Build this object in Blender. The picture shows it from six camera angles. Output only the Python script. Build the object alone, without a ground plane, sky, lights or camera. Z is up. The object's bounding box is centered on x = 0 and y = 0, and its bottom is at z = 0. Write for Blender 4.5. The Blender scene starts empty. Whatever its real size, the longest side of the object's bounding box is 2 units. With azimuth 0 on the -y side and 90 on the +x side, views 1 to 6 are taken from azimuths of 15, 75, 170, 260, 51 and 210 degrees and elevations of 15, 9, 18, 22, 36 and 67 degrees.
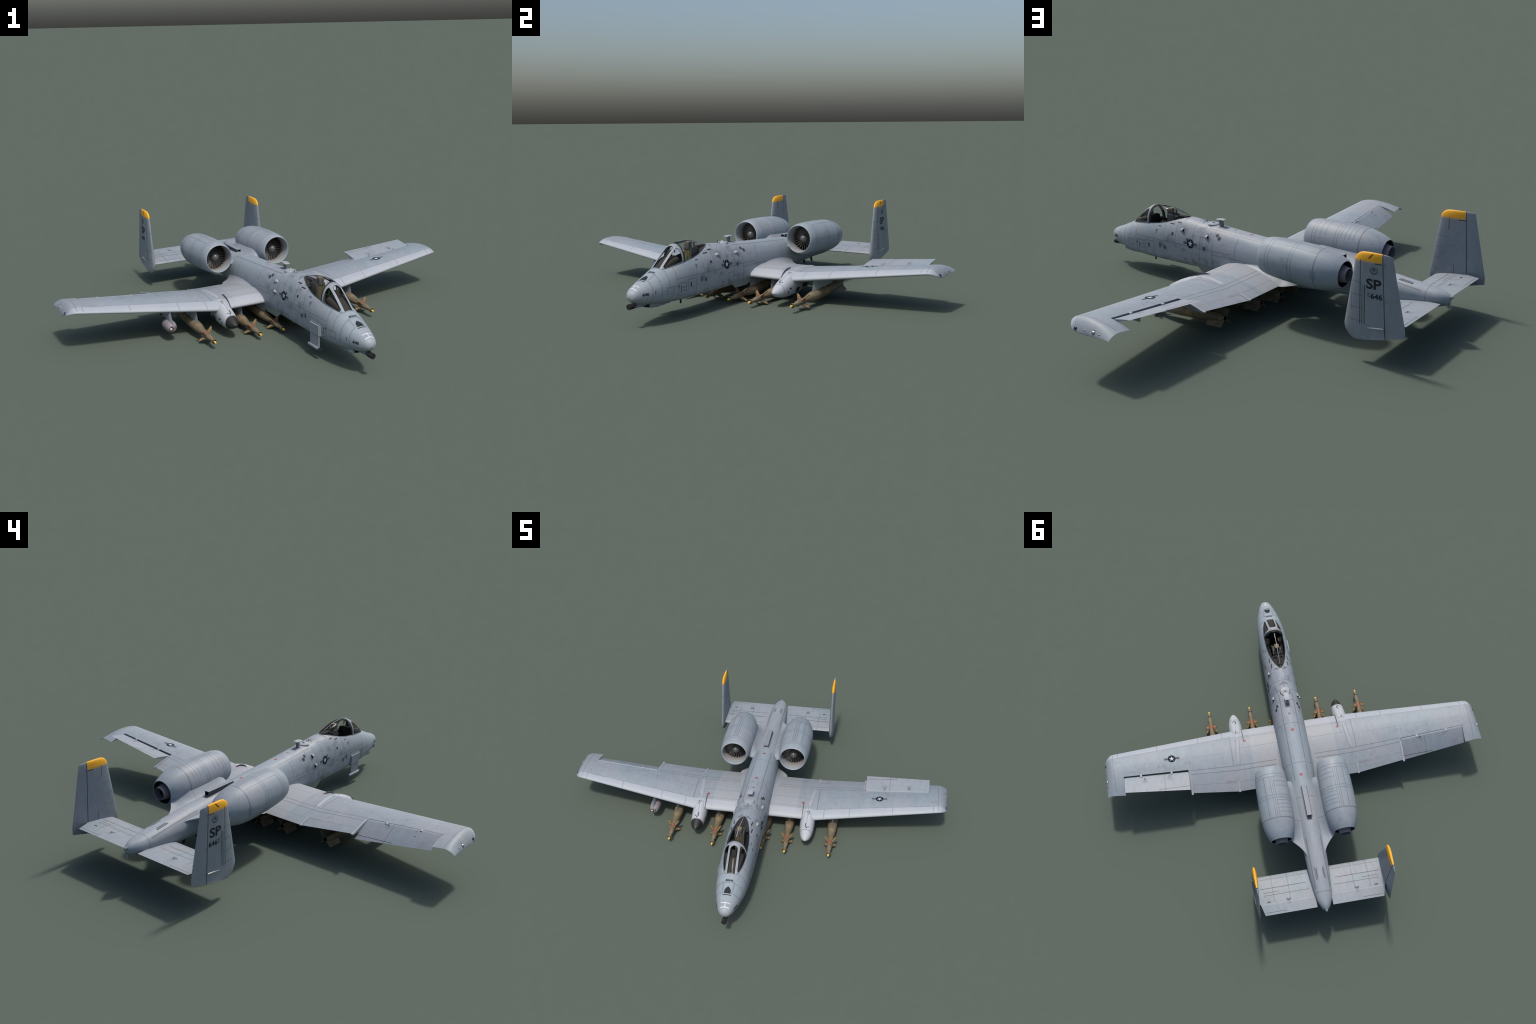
import bpy, bmesh, math, random
import numpy as np
from mathutils import Vector, Matrix
from mathutils.bvhtree import BVHTree

random.seed(7)
TAU = math.tau
scene = bpy.context.scene
COL = scene.collection

# ------------------------------------------------------------------ frame
# Aircraft frame: x = left wing (+), y = aft (+), nose towards -y, z up.
HEADING = math.radians(42.0)
SIDE_SHIFT = -0.0424

root = bpy.data.objects.new("attack_aircraft", None)
root.empty_display_size = 0.2
root.rotation_euler = (0, 0, HEADING)
root.location = (SIDE_SHIFT * math.cos(HEADING), SIDE_SHIFT * math.sin(HEADING), 0)
root["label"] = "grey twin-engine straight-wing attack jet carrying six guided bombs"
root["category"] = "military aircraft"
COL.objects.link(root)


# ------------------------------------------------------------------ helpers
def add(name, mesh, mats=(), parent=None, sharp=38.0, stuff=False):
    ob = bpy.data.objects.new(name, mesh)
    COL.objects.link(ob)
    ob.parent = parent or root
    if not isinstance(mats, (list, tuple)):
        mats = [mats]
    if len(mesh.materials) == 0:
        for m in mats:
            mesh.materials.append(m)
    if sharp is not None and len(mesh.polygons):
        mesh.shade_smooth()
        mesh.set_sharp_from_angle(angle=math.radians(sharp))
    if stuff:
        ob["kind"] = "stuff"
    return ob


def finish(bm, name, weld=1e-5, recalc=True):
    if weld:
        bmesh.ops.remove_doubles(bm, verts=bm.verts, dist=weld)
    if recalc:
        bmesh.ops.recalc_face_normals(bm, faces=bm.faces)
    me = bpy.data.meshes.new(name)
    bm.to_mesh(me)
    bm.free()
    return me


def interp(xs, ys, x):
    """monotone cubic interpolation"""
    xs = np.asarray(xs, float)
    ys = np.asarray(ys, float)
    x = min(max(x, xs[0]), xs[-1])
    h = np.diff(xs)
    d = np.diff(ys) / h
    m = np.zeros(len(xs))
    m[0], m[-1] = d[0], d[-1]
    for i in range(1, len(xs) - 1):
        if d[i - 1] * d[i] > 0:
            a, b = 2 * h[i] + h[i - 1], h[i] + 2 * h[i - 1]
            m[i] = (a + b) / (a / d[i - 1] + b / d[i])
    i = int(min(max(np.searchsorted(xs, x) - 1, 0), len(xs) - 2))
    t = (x - xs[i]) / h[i]
    return float((2 * t**3 - 3 * t**2 + 1) * ys[i] + (t**3 - 2 * t**2 + t) * h[i] * m[i]
                 + (-2 * t**3 + 3 * t**2) * ys[i + 1] + (t**3 - t**2) * h[i] * m[i + 1])


def loft(bm, rings, closed=True, cap0=False, cap1=False, mat=0):
    vr = [[bm.verts.new(p) for p in r] for r in rings]
    n = len(vr[0])
    for a, b in zip(vr[:-1], vr[1:]):
        for i in range(n if closed else n - 1):
            j = (i + 1) % n
            f = bm.faces.new((a[i], a[j], b[j], b[i]))
            f.material_index = mat
    if cap0:
        bm.faces.new(list(reversed(vr[0]))).material_index = mat
    if cap1:
        bm.faces.new(vr[-1]).material_index = mat
    return vr


def revolve(bm, profile, n=32, centre=(0, 0, 0), mat=0, axis='Y'):
    """profile: (along, radius); radius 0 closes"""
    cx, cy, cz = centre
    rings = []
    for s, r in profile:
        r = max(r, 1e-6)
        if axis == 'Y':
            rings.append([(cx + r * math.cos(TAU * k / n), cy + s, cz + r * math.sin(TAU * k / n)) for k in range(n)])
        elif axis == 'X':
            rings.append([(cx + s, cy + r * math.cos(TAU * k / n), cz + r * math.sin(TAU * k / n)) for k in range(n)])
        else:
            rings.append([(cx + r * math.cos(TAU * k / n), cy + r * math.sin(TAU * k / n), cz + s) for k in range(n)])
    return loft(bm, rings, mat=mat)


def box(bm, x0, x1, y0, y1, z0, z1, mat=0, bevel=0.0):
    vs = [bm.verts.new((x, y, z)) for z in (z0, z1) for y in (y0, y1) for x in (x0, x1)]
    fs = []
    for q in ((0, 2, 3, 1), (4, 5, 7, 6), (0, 1, 5, 4), (2, 6, 7, 3), (0, 4, 6, 2), (1, 3, 7, 5)):
        f = bm.faces.new([vs[i] for i in q])
        f.material_index = mat
        fs.append(f)
    if bevel:
        es = list({e for f in fs for e in f.edges})
        r = bmesh.ops.bevel(bm, geom=es, offset=bevel, segments=2, affect='EDGES', clamp_overlap=True)
        for f in r['faces']:
            f.material_index = mat
    return fs


def plate(bm, pts, thick, axis=0, bevel=0.0, mat=0):
    """extrude a planar polygon (3d points) symmetrically along an axis"""
    off = Vector((0, 0, 0))
    off[axis] = thick / 2
    a = [bm.verts.new(Vector(p) - off) for p in pts]
    b = [bm.verts.new(Vector(p) + off) for p in pts]
    fs = [bm.faces.new(list(reversed(a))), bm.faces.new(b)]
    n = len(pts)
    for i in range(n):
        fs.append(bm.faces.new((a[i], a[(i + 1) % n], b[(i + 1) % n], b[i])))
    for f in fs:
        f.material_index = mat
    if bevel:
        es = list(fs[0].edges) + list(fs[1].edges)
        bmesh.ops.bevel(bm, geom=es, offset=bevel, segments=2, affect='EDGES', clamp_overlap=True)


def fill2d(loops, step):
    """filled flat outline with holes, diced to a grid so that it can bend"""
    cu = bpy.data.curves.new("outline", 'CURVE')
    cu.dimensions = '2D'
    cu.fill_mode = 'BOTH'
    for lp in loops:
        sp = cu.splines.new('POLY')
        sp.points.add(len(lp) - 1)
        for p, q in zip(sp.points, lp):
            p.co = (q[0], q[1], 0, 1)
        sp.use_cyclic_u = True
    return dice_curve(cu, step)


def dice_curve(cu, step):
    ob = bpy.data.objects.new("outline", cu)
    COL.objects.link(ob)
    bpy.context.view_layer.update()
    me = ob.to_mesh()
    bm = bmesh.new()
    bm.from_mesh(me)
    ob.to_mesh_clear()
    bpy.data.objects.remove(ob)
    bpy.data.curves.remove(cu)
    bmesh.ops.remove_doubles(bm, verts=bm.verts, dist=1e-6)
    sx, sy = step if isinstance(step, tuple) else (step, step)
    for ax, st in ((0, sx), (1, sy)):
        lo = min(v.co[ax] for v in bm.verts)
        hi = max(v.co[ax] for v in bm.verts)
        k = math.floor(lo / st) + 1
        no = Vector((1, 0, 0)) if ax == 0 else Vector((0, 1, 0))
        while k * st < hi - 1e-7:
            bmesh.ops.bisect_plane(bm, geom=bm.verts[:] + bm.edges[:] + bm.faces[:],
                                   plane_co=no * (k * st), plane_no=no, dist=1e-7)
            k += 1
    return bm


def text_outline(s, height, step=0.004, wide=1.0, bold=0.0006):
    cu = bpy.data.curves.new("letters", 'FONT')
    cu.body = s
    cu.size = height * 1.42
    cu.align_x = 'CENTER'
    cu.align_y = 'CENTER'
    cu.resolution_u = 4
    cu.offset = bold
    bm = dice_curve(cu, step)
    for v in bm.verts:
        v.co.x *= wide
    return bm


def circle2(cx, cy, r, n=40, ry=None):
    return [(cx + r * math.cos(TAU * k / n), cy + (ry or r) * math.sin(TAU * k / n)) for k in range(n)]


def rect2(cx, cy, hx, hy):
    return [(cx - hx, cy - hy), (cx + hx, cy - hy), (cx + hx, cy + hy), (cx - hx, cy + hy)]


def star2(cx, cy, r):
    return [(cx + (r if k % 2 == 0 else r * 0.4) * math.sin(TAU * k / 10),
             cy + (r if k % 2 == 0 else r * 0.4) * math.cos(TAU * k / 10)) for k in range(10)]


def bvh_of(*obs):
    bm = bmesh.new()
    for o in obs:
        bm.from_mesh(o.data)
    t = BVHTree.FromBMesh(bm)
    bm.free()
    return t


def mark(name, bm, origin, udir, vdir, tree, mat, lift=0.0007):
    """lay a flat outline onto a surface: painted marking"""
    o, u, v = Vector(origin), Vector(udir).normalized(), Vector(vdir).normalized()
    n = u.cross(v)
    for vt in bm.verts:
        p = o + u * vt.co.x + v * vt.co.y
        hit, nor, _, _ = tree.ray_cast(p + n * 0.12, -n)
        if hit is None:
            hit, nor, _, _ = tree.find_nearest(p)
        if nor.dot(n) < 0:
            nor = -nor
        vt.co = hit + nor * lift
    me = finish(bm, name, weld=None, recalc=False)
    return add(name, me, mat, sharp=None)


# ------------------------------------------------------------------ materials
class NT:
    def __init__(self, name):
        self.m = bpy.data.materials.new(name)
        self.m.use_nodes = True
        self.t = self.m.node_tree
        self.b = self.t.nodes["Principled BSDF"]
        self.tc = self.t.nodes.new("ShaderNodeTexCoord")
        self.P = self.tc.outputs["Object"]

    def n(self, kind, **kw):
        nd = self.t.nodes.new(kind)
        for k, v in kw.items():
            setattr(nd, k, v)
        return nd

    def put(self, sock, v):
        if isinstance(v, bpy.types.NodeSocket):
            self.t.links.new(v, sock)
        else:
            sock.default_value = v

    def math(self, op, a, b=None, c=None, clamp=False):
        nd = self.n("ShaderNodeMath", operation=op, use_clamp=clamp)
        self.put(nd.inputs[0], a)
        if b is not None:
            self.put(nd.inputs[1], b)
        if c is not None:
            self.put(nd.inputs[2], c)
        return nd.outputs[0]

    def vec(self, op, a, b=None):
        nd = self.n("ShaderNodeVectorMath", operation=op)
        self.put(nd.inputs[0], a)
        if b is not None:
            self.put(nd.inputs[1], b)
        return nd.outputs[0]

    def xyz(self, v):
        nd = self.n("ShaderNodeSeparateXYZ")
        self.put(nd.inputs[0], v)
        return nd.outputs

    def comb(self, x, y, z):
        nd = self.n("ShaderNodeCombineXYZ")
        for i, s in enumerate((x, y, z)):
            self.put(nd.inputs[i], s)
        return nd.outputs[0]

    def noise(self, v, scale, detail=3.0, rough=0.55):
        nd = self.n("ShaderNodeTexNoise")
        self.put(nd.inputs["Vector"], v)
        nd.inputs["Scale"].default_value = scale
        nd.inputs["Detail"].default_value = detail
        nd.inputs["Roughness"].default_value = rough
        return nd.outputs["Fac"]

    def ramp(self, v, a, b, lo=0.0, hi=1.0):
        nd = self.n("ShaderNodeMapRange", interpolation_type='SMOOTHSTEP')
        self.put(nd.inputs[0], v)
        nd.inputs[1].default_value = a
        nd.inputs[2].default_value = b
        nd.inputs[3].default_value = lo
        nd.inputs[4].default_value = hi
        return nd.outputs[0]

    def mix(self, f, a, b, mode='MIX'):
        nd = self.n("ShaderNodeMix", data_type='RGBA', blend_type=mode)
        self.put(nd.inputs[0], f)
        for s, v in ((nd.inputs[6], a), (nd.inputs[7], b)):
            if isinstance(v, tuple) and len(v) == 3:
                v = (*v, 1)
            self.put(s, v)
        return nd.outputs[2]

    def boxes(self, P, lst, soft):
        """soft union of axis-aligned boxes (cx,cy,cz,hx,hy,hz)"""
        d = None
        for cx, cy, cz, hx, hy, hz in lst:
            q = self.vec('SUBTRACT', self.vec('ABSOLUTE', self.vec('SUBTRACT', P, (cx, cy, cz))), (hx, hy, hz))
            x, y, z = self.xyz(q)
            m = self.math('MAXIMUM', self.math('MAXIMUM', x, y), z)
            d = m if d is None else self.math('MINIMUM', d, m)
        return self.ramp(d, -soft * 0.5, soft, 1.0, 0.0)

    def balls(self, P, lst, soft):
        d = None
        for cx, cy, cz, r in lst:
            nd = self.n("ShaderNodeVectorMath", operation='DISTANCE')
            self.put(nd.inputs[0], P)
            nd.inputs[1].default_value = (cx, cy, cz)
            m = self.math('SUBTRACT', nd.outputs["Value"], r)
            d = m if d is None else self.math('MINIMUM', d, m)
        return self.ramp(d, -soft, soft, 1.0, 0.0)

    def done(self, color, rough=0.5, metal=0.0, spec=0.35):
        if isinstance(color, tuple) and len(color) == 3:
            color = (*color, 1)
        self.put(self.b.inputs["Base Color"], color)
        self.put(self.b.inputs["Roughness"], rough)
        self.b.inputs["Metallic"].default_value = metal
        self.b.inputs["Specular IOR Level"].default_value = spec
        return self.m


PAINT_COOL = (0.226, 0.270, 0.306)
PAINT_WARM = (0.252, 0.275, 0.306)
INF = 9.0


def weathered(nt, P, streak=(55, 5, 55), amount=1.0, light=1.0):
    big = nt.noise(P, 5.0, 2.0)
    mid = nt.noise(P, 28.0, 4.0)
    st = nt.noise(nt.vec('MULTIPLY', P, streak), 1.0, 3.0)
    c = nt.mix(nt.ramp(big, 0.35, 0.65), PAINT_COOL, PAINT_WARM)
    v = nt.math('ADD', nt.math('MULTIPLY', nt.math('SUBTRACT', mid, 0.5), 0.16 * amount),
                nt.math('MULTIPLY', nt.math('SUBTRACT', st, 0.5), 0.22 * amount))
    fine = nt.noise(nt.vec('MULTIPLY', P, tuple(4.0 * q for q in streak)), 1.0, 2.0)
    v = nt.math('ADD', v, nt.math('MULTIPLY', nt.math('SUBTRACT', fine, 0.5), 0.20 * amount))
    grime = nt.ramp(nt.noise(nt.vec('MULTIPLY', P, (14, 9, 14)), 1.0, 5.0, 0.65), 0.56, 0.74)
    v = nt.math('SUBTRACT', v, nt.math('MULTIPLY', grime, 0.16 * amount))
    v = nt.math('MULTIPLY', nt.math('ADD', v, 1.0), light)
    return nt.mix(1.0, c, nt.comb(v, v, v), 'MULTIPLY')


def paint(name, soft=(), dark=(), balls=(), streak=(55, 5, 55), P=None, light=1.0, extra=None, sw=0.0035, dw=0.0016):
    nt = NT(name)
    P = P(nt) if P else nt.P
    c = weathered(nt, nt.P, streak, light=light)
    if extra:
        c = extra(nt, P, c)
    if soft:
        c = nt.mix(nt.math('MULTIPLY', nt.boxes(P, soft, sw), 0.68), c, (0.075, 0.080, 0.092))
    if dark:
        c = nt.mix(nt.math('MULTIPLY', nt.boxes(P, dark, dw), 0.97), c, (0.006, 0.0065, 0.008))
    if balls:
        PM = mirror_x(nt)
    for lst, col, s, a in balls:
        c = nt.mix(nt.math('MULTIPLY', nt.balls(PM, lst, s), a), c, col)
    return nt.done(c, 0.52)


def plain(name, col, rough=0.5, metal=0.0, var=0.12, scale=40.0, spec=0.35):
    nt = NT(name)
    f = nt.noise(nt.P, scale)
    v = nt.math('ADD', nt.math('MULTIPLY', nt.math('SUBTRACT', f, 0.5), 2 * var), 1.0)
    return nt.done(nt.mix(1.0, col, nt.comb(v, v, v), 'MULTIPLY'), rough, metal, spec)


def mirror_x(nt):
    x, y, z = nt.xyz(nt.P)
    return nt.comb(nt.math('ABSOLUTE', x), y, z)


def ring_line(y, h=0.0006, z0=-INF, z1=INF, x1=INF):
    """frame line round the body at a station, between two heights"""
    z0, z1 = max(z0, -INF), min(z1, INF)
    return (0, y, (z0 + z1) / 2, x1, h, (z1 - z0) / 2)


def frame_box(x, y0, y1, z0, z1, t=0.0007):
    """rectangular hatch outline on a side"""
    ym, zm, hy, hz = (y0 + y1) / 2, (z0 + z1) / 2, (y1 - y0) / 2, (z1 - z0) / 2
    return [(x, y0, zm, 0.03, t, hz), (x, y1, zm, 0.03, t, hz), (x, ym, z0, 0.03, hy, t), (x, ym, z1, 0.03, hy, t)]


DARK = plain("black_rubber", (0.012, 0.012, 0.013), 0.6)
BLACK = plain("black_void", (0.004, 0.004, 0.005), 0.9)
COCKPIT = plain("cockpit_black", (0.020, 0.019, 0.018), 0.75, var=0.3, scale=90)
COCKPIT_BROWN = plain("cockpit_brown_black", (0.034, 0.031, 0.029), 0.95, var=0.1)
SEAT_GREY = plain("seat_grey", (0.088, 0.084, 0.084), 0.7)
SEAT_OLIVE = plain("seat_olive_cloth", (0.090, 0.080, 0.045), 0.9, var=0.25, scale=120)
SEAT_TAN = plain("seat_tan", (0.20, 0.16, 0.10), 0.8)
GUN = plain("gun_metal", (0.035, 0.035, 0.037), 0.45, 0.4, var=0.3)
FAN = plain("fan_metal", (0.085, 0.082, 0.080), 0.5, 0.25)
SPINNER = plain("spinner_grey", (0.10, 0.105, 0.11), 0.38, 0.3)
NOZZLE = plain("nozzle_metal", (0.17, 0.165, 0.185), 0.5, 0.2)
STEEL = plain("bare_steel", (0.42, 0.41, 0.40), 0.35, 0.5)
NAVY = plain("marking_navy", (0.010, 0.014, 0.020), 0.7, spec=0.12)
CHAR = plain("marking_charcoal", (0.020, 0.024, 0.031), 0.7, var=0.3, spec=0.15)
FADED = plain("marking_faded_grey", (0.080, 0.092, 0.110), 0.7, var=0.2, spec=0.2)
PALE = plain("marking_pale_grey", (0.42, 0.45, 0.49), 0.55)
WHITE = plain("marking_white", (0.62, 0.64, 0.66), 0.5)
LAMP_BLUE = plain("lamp_blue", (0.03, 0.035, 0.09), 0.25)
LINE = plain("seam_dark", (0.022, 0.024, 0.028), 0.8, spec=0.1)
PALEPAINT = plain("fairing_pale_paint", (0.295, 0.315, 0.345), 0.5, var=0.06, scale=20)


def make_glass():
    nt = NT("canopy_glass")
    t = nt.t
    tr = nt.n("ShaderNodeBsdfTransparent")
    tr.inputs[0].default_value = (0.955, 0.965, 0.96, 1)
    gl = nt.n("ShaderNodeBsdfGlossy")
    gl.inputs["Roughness"].default_value = 0.12
    fr = nt.n("ShaderNodeFresnel")
    fr.inputs[0].default_value = 1.09
    mx = nt.n("ShaderNodeMixShader")
    t.links.new(fr.outputs[0], mx.inputs[0])
    t.links.new(tr.outputs[0], mx.inputs[1])
    t.links.new(gl.outputs[0], mx.inputs[2])
    t.links.new(mx.outputs[0], t.nodes["Material Output"].inputs[0])
    return nt.m


GLASS = make_glass()

# ------------------------------------------------------------------ fuselage
#        y      top    bottom  halfw  zmid  nUp  nLow
FUS = [(-1.242, .1800, .1690, .0050, .175, 2.0, 2.0),
       (-1.239, .1880, .1560, .0160, .174, 2.0, 2.0),
       (-1.230, .1985, .1440, .0285, .173, 2.0, 2.0),
       (-1.214, .2090, .1330, .0390, .172, 2.1, 2.1),
       (-1.190, .2195, .1240, .0490, .172, 2.1, 2.2),
       (-1.150, .2365, .1140, .0620, .174, 2.1, 2.3),
       (-1.090, .2600, .1060, .0770, .179, 2.1, 2.6),
       (-1.028, .2850, .1010, .0870, .184, 2.15, 3.0),
       (-0.950, .3110, .0985, .0930, .190, 2.2, 3.6),
       (-0.880, .3270, .0980, .0955, .195, 2.2, 4.2),
       (-0.780, .3420, .0980, .0970, .200, 2.2, 4.5),
       (-0.700, .3520, .0980, .0975, .200, 2.2, 4.5),
       (-0.600, .3615, .0980, .0980, .200, 2.2, 4.5),
       (-0.500, .3540, .0990, .0985, .200, 2.2, 4.5),
       (-0.430, .3480, .0990, .0990, .200, 2.2, 4.5),
       (-0.300, .3380, .0990, .1000, .198, 2.2, 4.5),
       (-0.156, .3275, .0990, .1000, .195, 2.2, 4.2),
       (0.000, .3180, .1020, .0990, .195, 2.2, 4.0),
       (0.153, .3085, .1080, .0940, .198, 2.15, 3.6),
       (0.280, .3010, .1150, .0860, .200, 2.1, 3.2),
       (0.430, .2930, .1210, .0770, .202, 2.05, 2.8),
       (0.580, .2820, .1280, .0710, .204, 2.05, 2.6),
       (0.724, .2690, .1310, .0665, .205, 2.05, 2.5),
       (0.834, .2570, .1400, .0600, .204, 2.05, 2.4),
       (0.905, .2480, .1470, .0530, .203, 2.1, 2.2),
       (0.950, .2410, .1580, .0450, .202, 2.1, 2.1),
       (0.980, .2340, .1660, .0340, .201, 2.0, 2.0),
       (1.000, .2260, .1770, .0230, .201, 2.0, 2.0),
       (1.010, .2190, .1880, .0140, .203, 2.0, 2.0)]
FY = [r[0] for r in FUS]


def fus(y):
    return [interp(FY, [r[i] for r in FUS], y) for i in range(1, 7)]


def spow(v, e):
    return math.copysign(abs(v) ** e, v)


def fus_ring(y, n=72):
    zt, zb, w, zc, nu, nl = fus(y)
    out = []
    for k in range(n):
        a = TAU * k / n
        c, s = math.cos(a), math.sin(a)
        e = 2 / (nu if s >= 0 else nl)
        out.append((w * spow(c, e), y, zc + (zt - zc if s >= 0 else zc - zb) * spow(s, e)))
    return out


def fus_top(y, x):
    zt, zb, w, zc, nu, nl = fus(y)
    return zc + (zt - zc) * (1 - min(1, abs(x) / w) ** nu) ** (1 / nu)


def fus_side(y, z):
    zt, zb, w, zc, nu, nl = fus(y)
    if z >= zc:
        return w * max(0, 1 - ((z - zc) / (zt - zc)) ** nu) ** (1 / nu)
    return w * max(0, 1 - ((zc - z) / (zc - zb)) ** nl) ** (1 / nl)


soft_f = [ring_line(y) for y in (-1.135, -0.965, -0.735, -0.365, -0.205, 0.07, 0.30, 0.905)]
soft_f += [ring_line(-1.077, z0=0.15), ring_line(-1.02, z0=0.2), ring_line(-0.64, z0=0.225),
           ring_line(-0.51, z0=0.21), ring_line(-0.44, z0=0.24), ring_line(-0.455, z1=0.30)]
soft_f += [(0, -0.60, 0.226, INF, 0.36, 0.0008), (0, -0.25, 0.205, INF, 0.12, 0.0006),
           (0.045, -0.12, 0.35, 0.0012, 0.30, 0.06), (0.03, -1.13, 0.3, 0.0008, 0.06, 0.06),
           (0.045, 0.72, 0.25, 0.0012, 0.16, 0.02), (0.0165, 0.335, 0.3, 0.0035, 0.105, 0.03), (0, 0.445, 0.3, 0.014, 0.010, 0.03)]  # last two boxes: duct's shadow painted on the spine beside and behind it
soft_f += frame_box(0.095, -0.515, -0.465, 0.135, 0.19) + frame_box(0.095, -0.575, -0.55, 0.125, 0.148, 0.0012)
soft_f += frame_box(0.095, -0.955, -0.895, 0.135, 0.20) + frame_box(0.095, -0.88, -0.81, 0.12, 0.21)
soft_f += frame_box(0.095, -1.04, -0.99, 0.155, 0.19)
dark_f = [(0.1, -0.421, 0.229, 0.04, 0.0075, 0.0095), (0.1, -0.725, 0.187, 0.04, 0.0068, 0.0085),
          (0.1, -0.762, 0.197, 0.04, 0.0045, 0.0125), (0.09, -0.665, 0.276, 0.03, 0.0068, 0.0068),
          (0.1, -0.855, 0.180, 0.04, 0.0045, 0.0125), (0.1, -0.937, 0.168, 0.04, 0.0022, 0.019),
          (0.1, -1.118, 0.178, 0.05, 0.0016, 0.010), (0.1, -0.549, 0.262, 0.04, 0.0045, 0.006),
          (0.1, -0.40, 0.128, 0.03, 0.085, 0.0010),
          (0.06, -0.685, 0.325, 0.02, 0.018, 0.0022), (0.05, -0.635, 0.338, 0.014, 0.016, 0.0022),
          (0.075, -0.775, 0.301, 0.012, 0.012, 0.0016),
          (0.03, -0.602, 0.36, 0.014, 0.0016, 0.02), (0.02, -0.594, 0.36, 0.012, 0.0012, 0.02)]
for k in range(5):
    dark_f.append((0.1, -0.925 + k * 0.007, 0.176, 0.03, 0.0007, 0.004))
    dark_f.append((0.1, -0.925 + k * 0.007, 0.158, 0.03, 0.0007, 0.004))
balls_f = [([(0, -0.156, 0.328, 0.010), (0, 0.153, 0.309, 0.010)], (0.30, 0.035, 0.04), 0.003, 0.85),
           ([(0.068, -0.345, 0.310, 0.011), (0.078, -0.325, 0.298, 0.012), (0.051, -1.214, 0.158, 0.005),
             (0.095, -0.955, 0.185, 0.006)], (0.012, 0.013, 0.016), 0.003, 0.9),
           ([(0.088, -0.794, 0.276, 0.009), (0.09, -0.794, 0.264, 0.005), (0.0, -0.27, 0.336, 0.007), (0.0, -0.335, 0.341, 0.012)],  # last ball: dark shadow of the blade mast, drawn into the paint
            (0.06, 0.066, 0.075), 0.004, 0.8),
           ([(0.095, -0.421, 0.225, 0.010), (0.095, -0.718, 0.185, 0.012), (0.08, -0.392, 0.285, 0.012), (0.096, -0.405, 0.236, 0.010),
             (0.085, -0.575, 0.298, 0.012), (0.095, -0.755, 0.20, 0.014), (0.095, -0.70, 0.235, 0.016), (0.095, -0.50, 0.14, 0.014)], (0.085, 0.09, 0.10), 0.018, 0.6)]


def fus_extra(nt, P, c):
    # fluid stains trailing from hatches and scoops on the forward body
    x, y, z = nt.xyz(P)
    zone = nt.math('MULTIPLY', nt.ramp(y, -0.85, -0.72), nt.ramp(y, -0.30, -0.10, 1.0, 0.0))
    d = nt.ramp(nt.noise(nt.vec('MULTIPLY', nt.P, (30, 16, 22)), 1.0, 4.0, 0.65), 0.50, 0.68)
    return nt.mix(nt.math('MULTIPLY', nt.math('MULTIPLY', d, zone), 0.5), c, (0.105, 0.11, 0.13))


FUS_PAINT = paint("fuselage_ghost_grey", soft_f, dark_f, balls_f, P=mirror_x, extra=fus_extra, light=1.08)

bm = bmesh.new()
ys = list(np.concatenate([np.linspace(-1.242, -1.15, 18), np.linspace(-1.14, -0.56, 56),
                          np.linspace(-0.54, 0.9, 66), np.linspace(0.91, 1.01, 14)]))
loft(bm, [fus_ring(float(y)) for y in ys], cap0=True, cap1=True)
me = finish(bm, "fuselage")
fuselage = add("fuselage", me, [FUS_PAINT, COCKPIT_BROWN])

# cockpit opening
CW_Y = [-1.032, -1.014, -0.99, -0.96, -0.92, -0.88, -0.84, -0.80, -0.76, -0.72, -0.68, -0.65, -0.625, -0.608, -0.597]
CW_W = [0.0290, 0.0405, 0.0490, 0.0555, 0.0610, 0.0635, 0.0640, 0.0635, 0.0600, 0.0535, 0.0440, 0.0350, 0.0250, 0.0150, 0.0060]


def can_w(y):
    return interp(CW_Y, CW_W, y)


bm = bmesh.new()
yy = np.linspace(-1.022, -0.600, 48)
outl = [(can_w(float(y)) - 0.003, float(y)) for y in yy] + [(-can_w(float(y)) + 0.003, float(y)) for y in reversed(yy)]
lo_r = [(x, y, 0.205) for x, y in outl]
hi_r = [(x, y, 0.46) for x, y in outl]
loft(bm, [lo_r, hi_r], cap0=True, cap1=True)
cut_me = finish(bm, "cockpit_cutter")
cut_me.materials.append(FUS_PAINT)
cut_me.materials.append(COCKPIT_BROWN)
for p in cut_me.polygons:
    p.material_index = 1
cutter = bpy.data.objects.new("cockpit_cutter", cut_me)
COL.objects.link(cutter)
cutter.matrix_world = root.matrix_basis
cutter.hide_render = True
md = fuselage.modifiers.new("opening", 'BOOLEAN')
md.operation = 'DIFFERENCE'
md.object = cutter
md.solver = 'EXACT'
bpy.context.view_layer.update()
dg = bpy.context.evaluated_depsgraph_get()
new_me = bpy.data.meshes.new_from_object(fuselage.evaluated_get(dg))
fuselage.modifiers.clear()
whole_fus = fuselage.data
fuselage.data = new_me
bpy.data.objects.remove(cutter)
for p in new_me.polygons:
    c, nz = p.center, p.normal
    inside = abs(c.x) < can_w(c.y) - 0.002 and -1.023 < c.y < -0.599 and c.z > 0.2 and c.z < fus_top(c.y, c.x) - 0.0004
    edge = -1.024 < c.y < -0.599 and abs(abs(c.x) - can_w(c.y) + 0.003) < 0.0015 and abs(nz.z) < 0.2 and c.z > 0.2
    p.material_index = 1 if (inside or edge) else 0
new_me.shade_smooth()
new_me.set_sharp_from_angle(angle=math.radians(38))
FUS_TREE = BVHTree.FromPolygons([v.co for v in whole_fus.vertices], [p.vertices for p in whole_fus.polygons])

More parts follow.
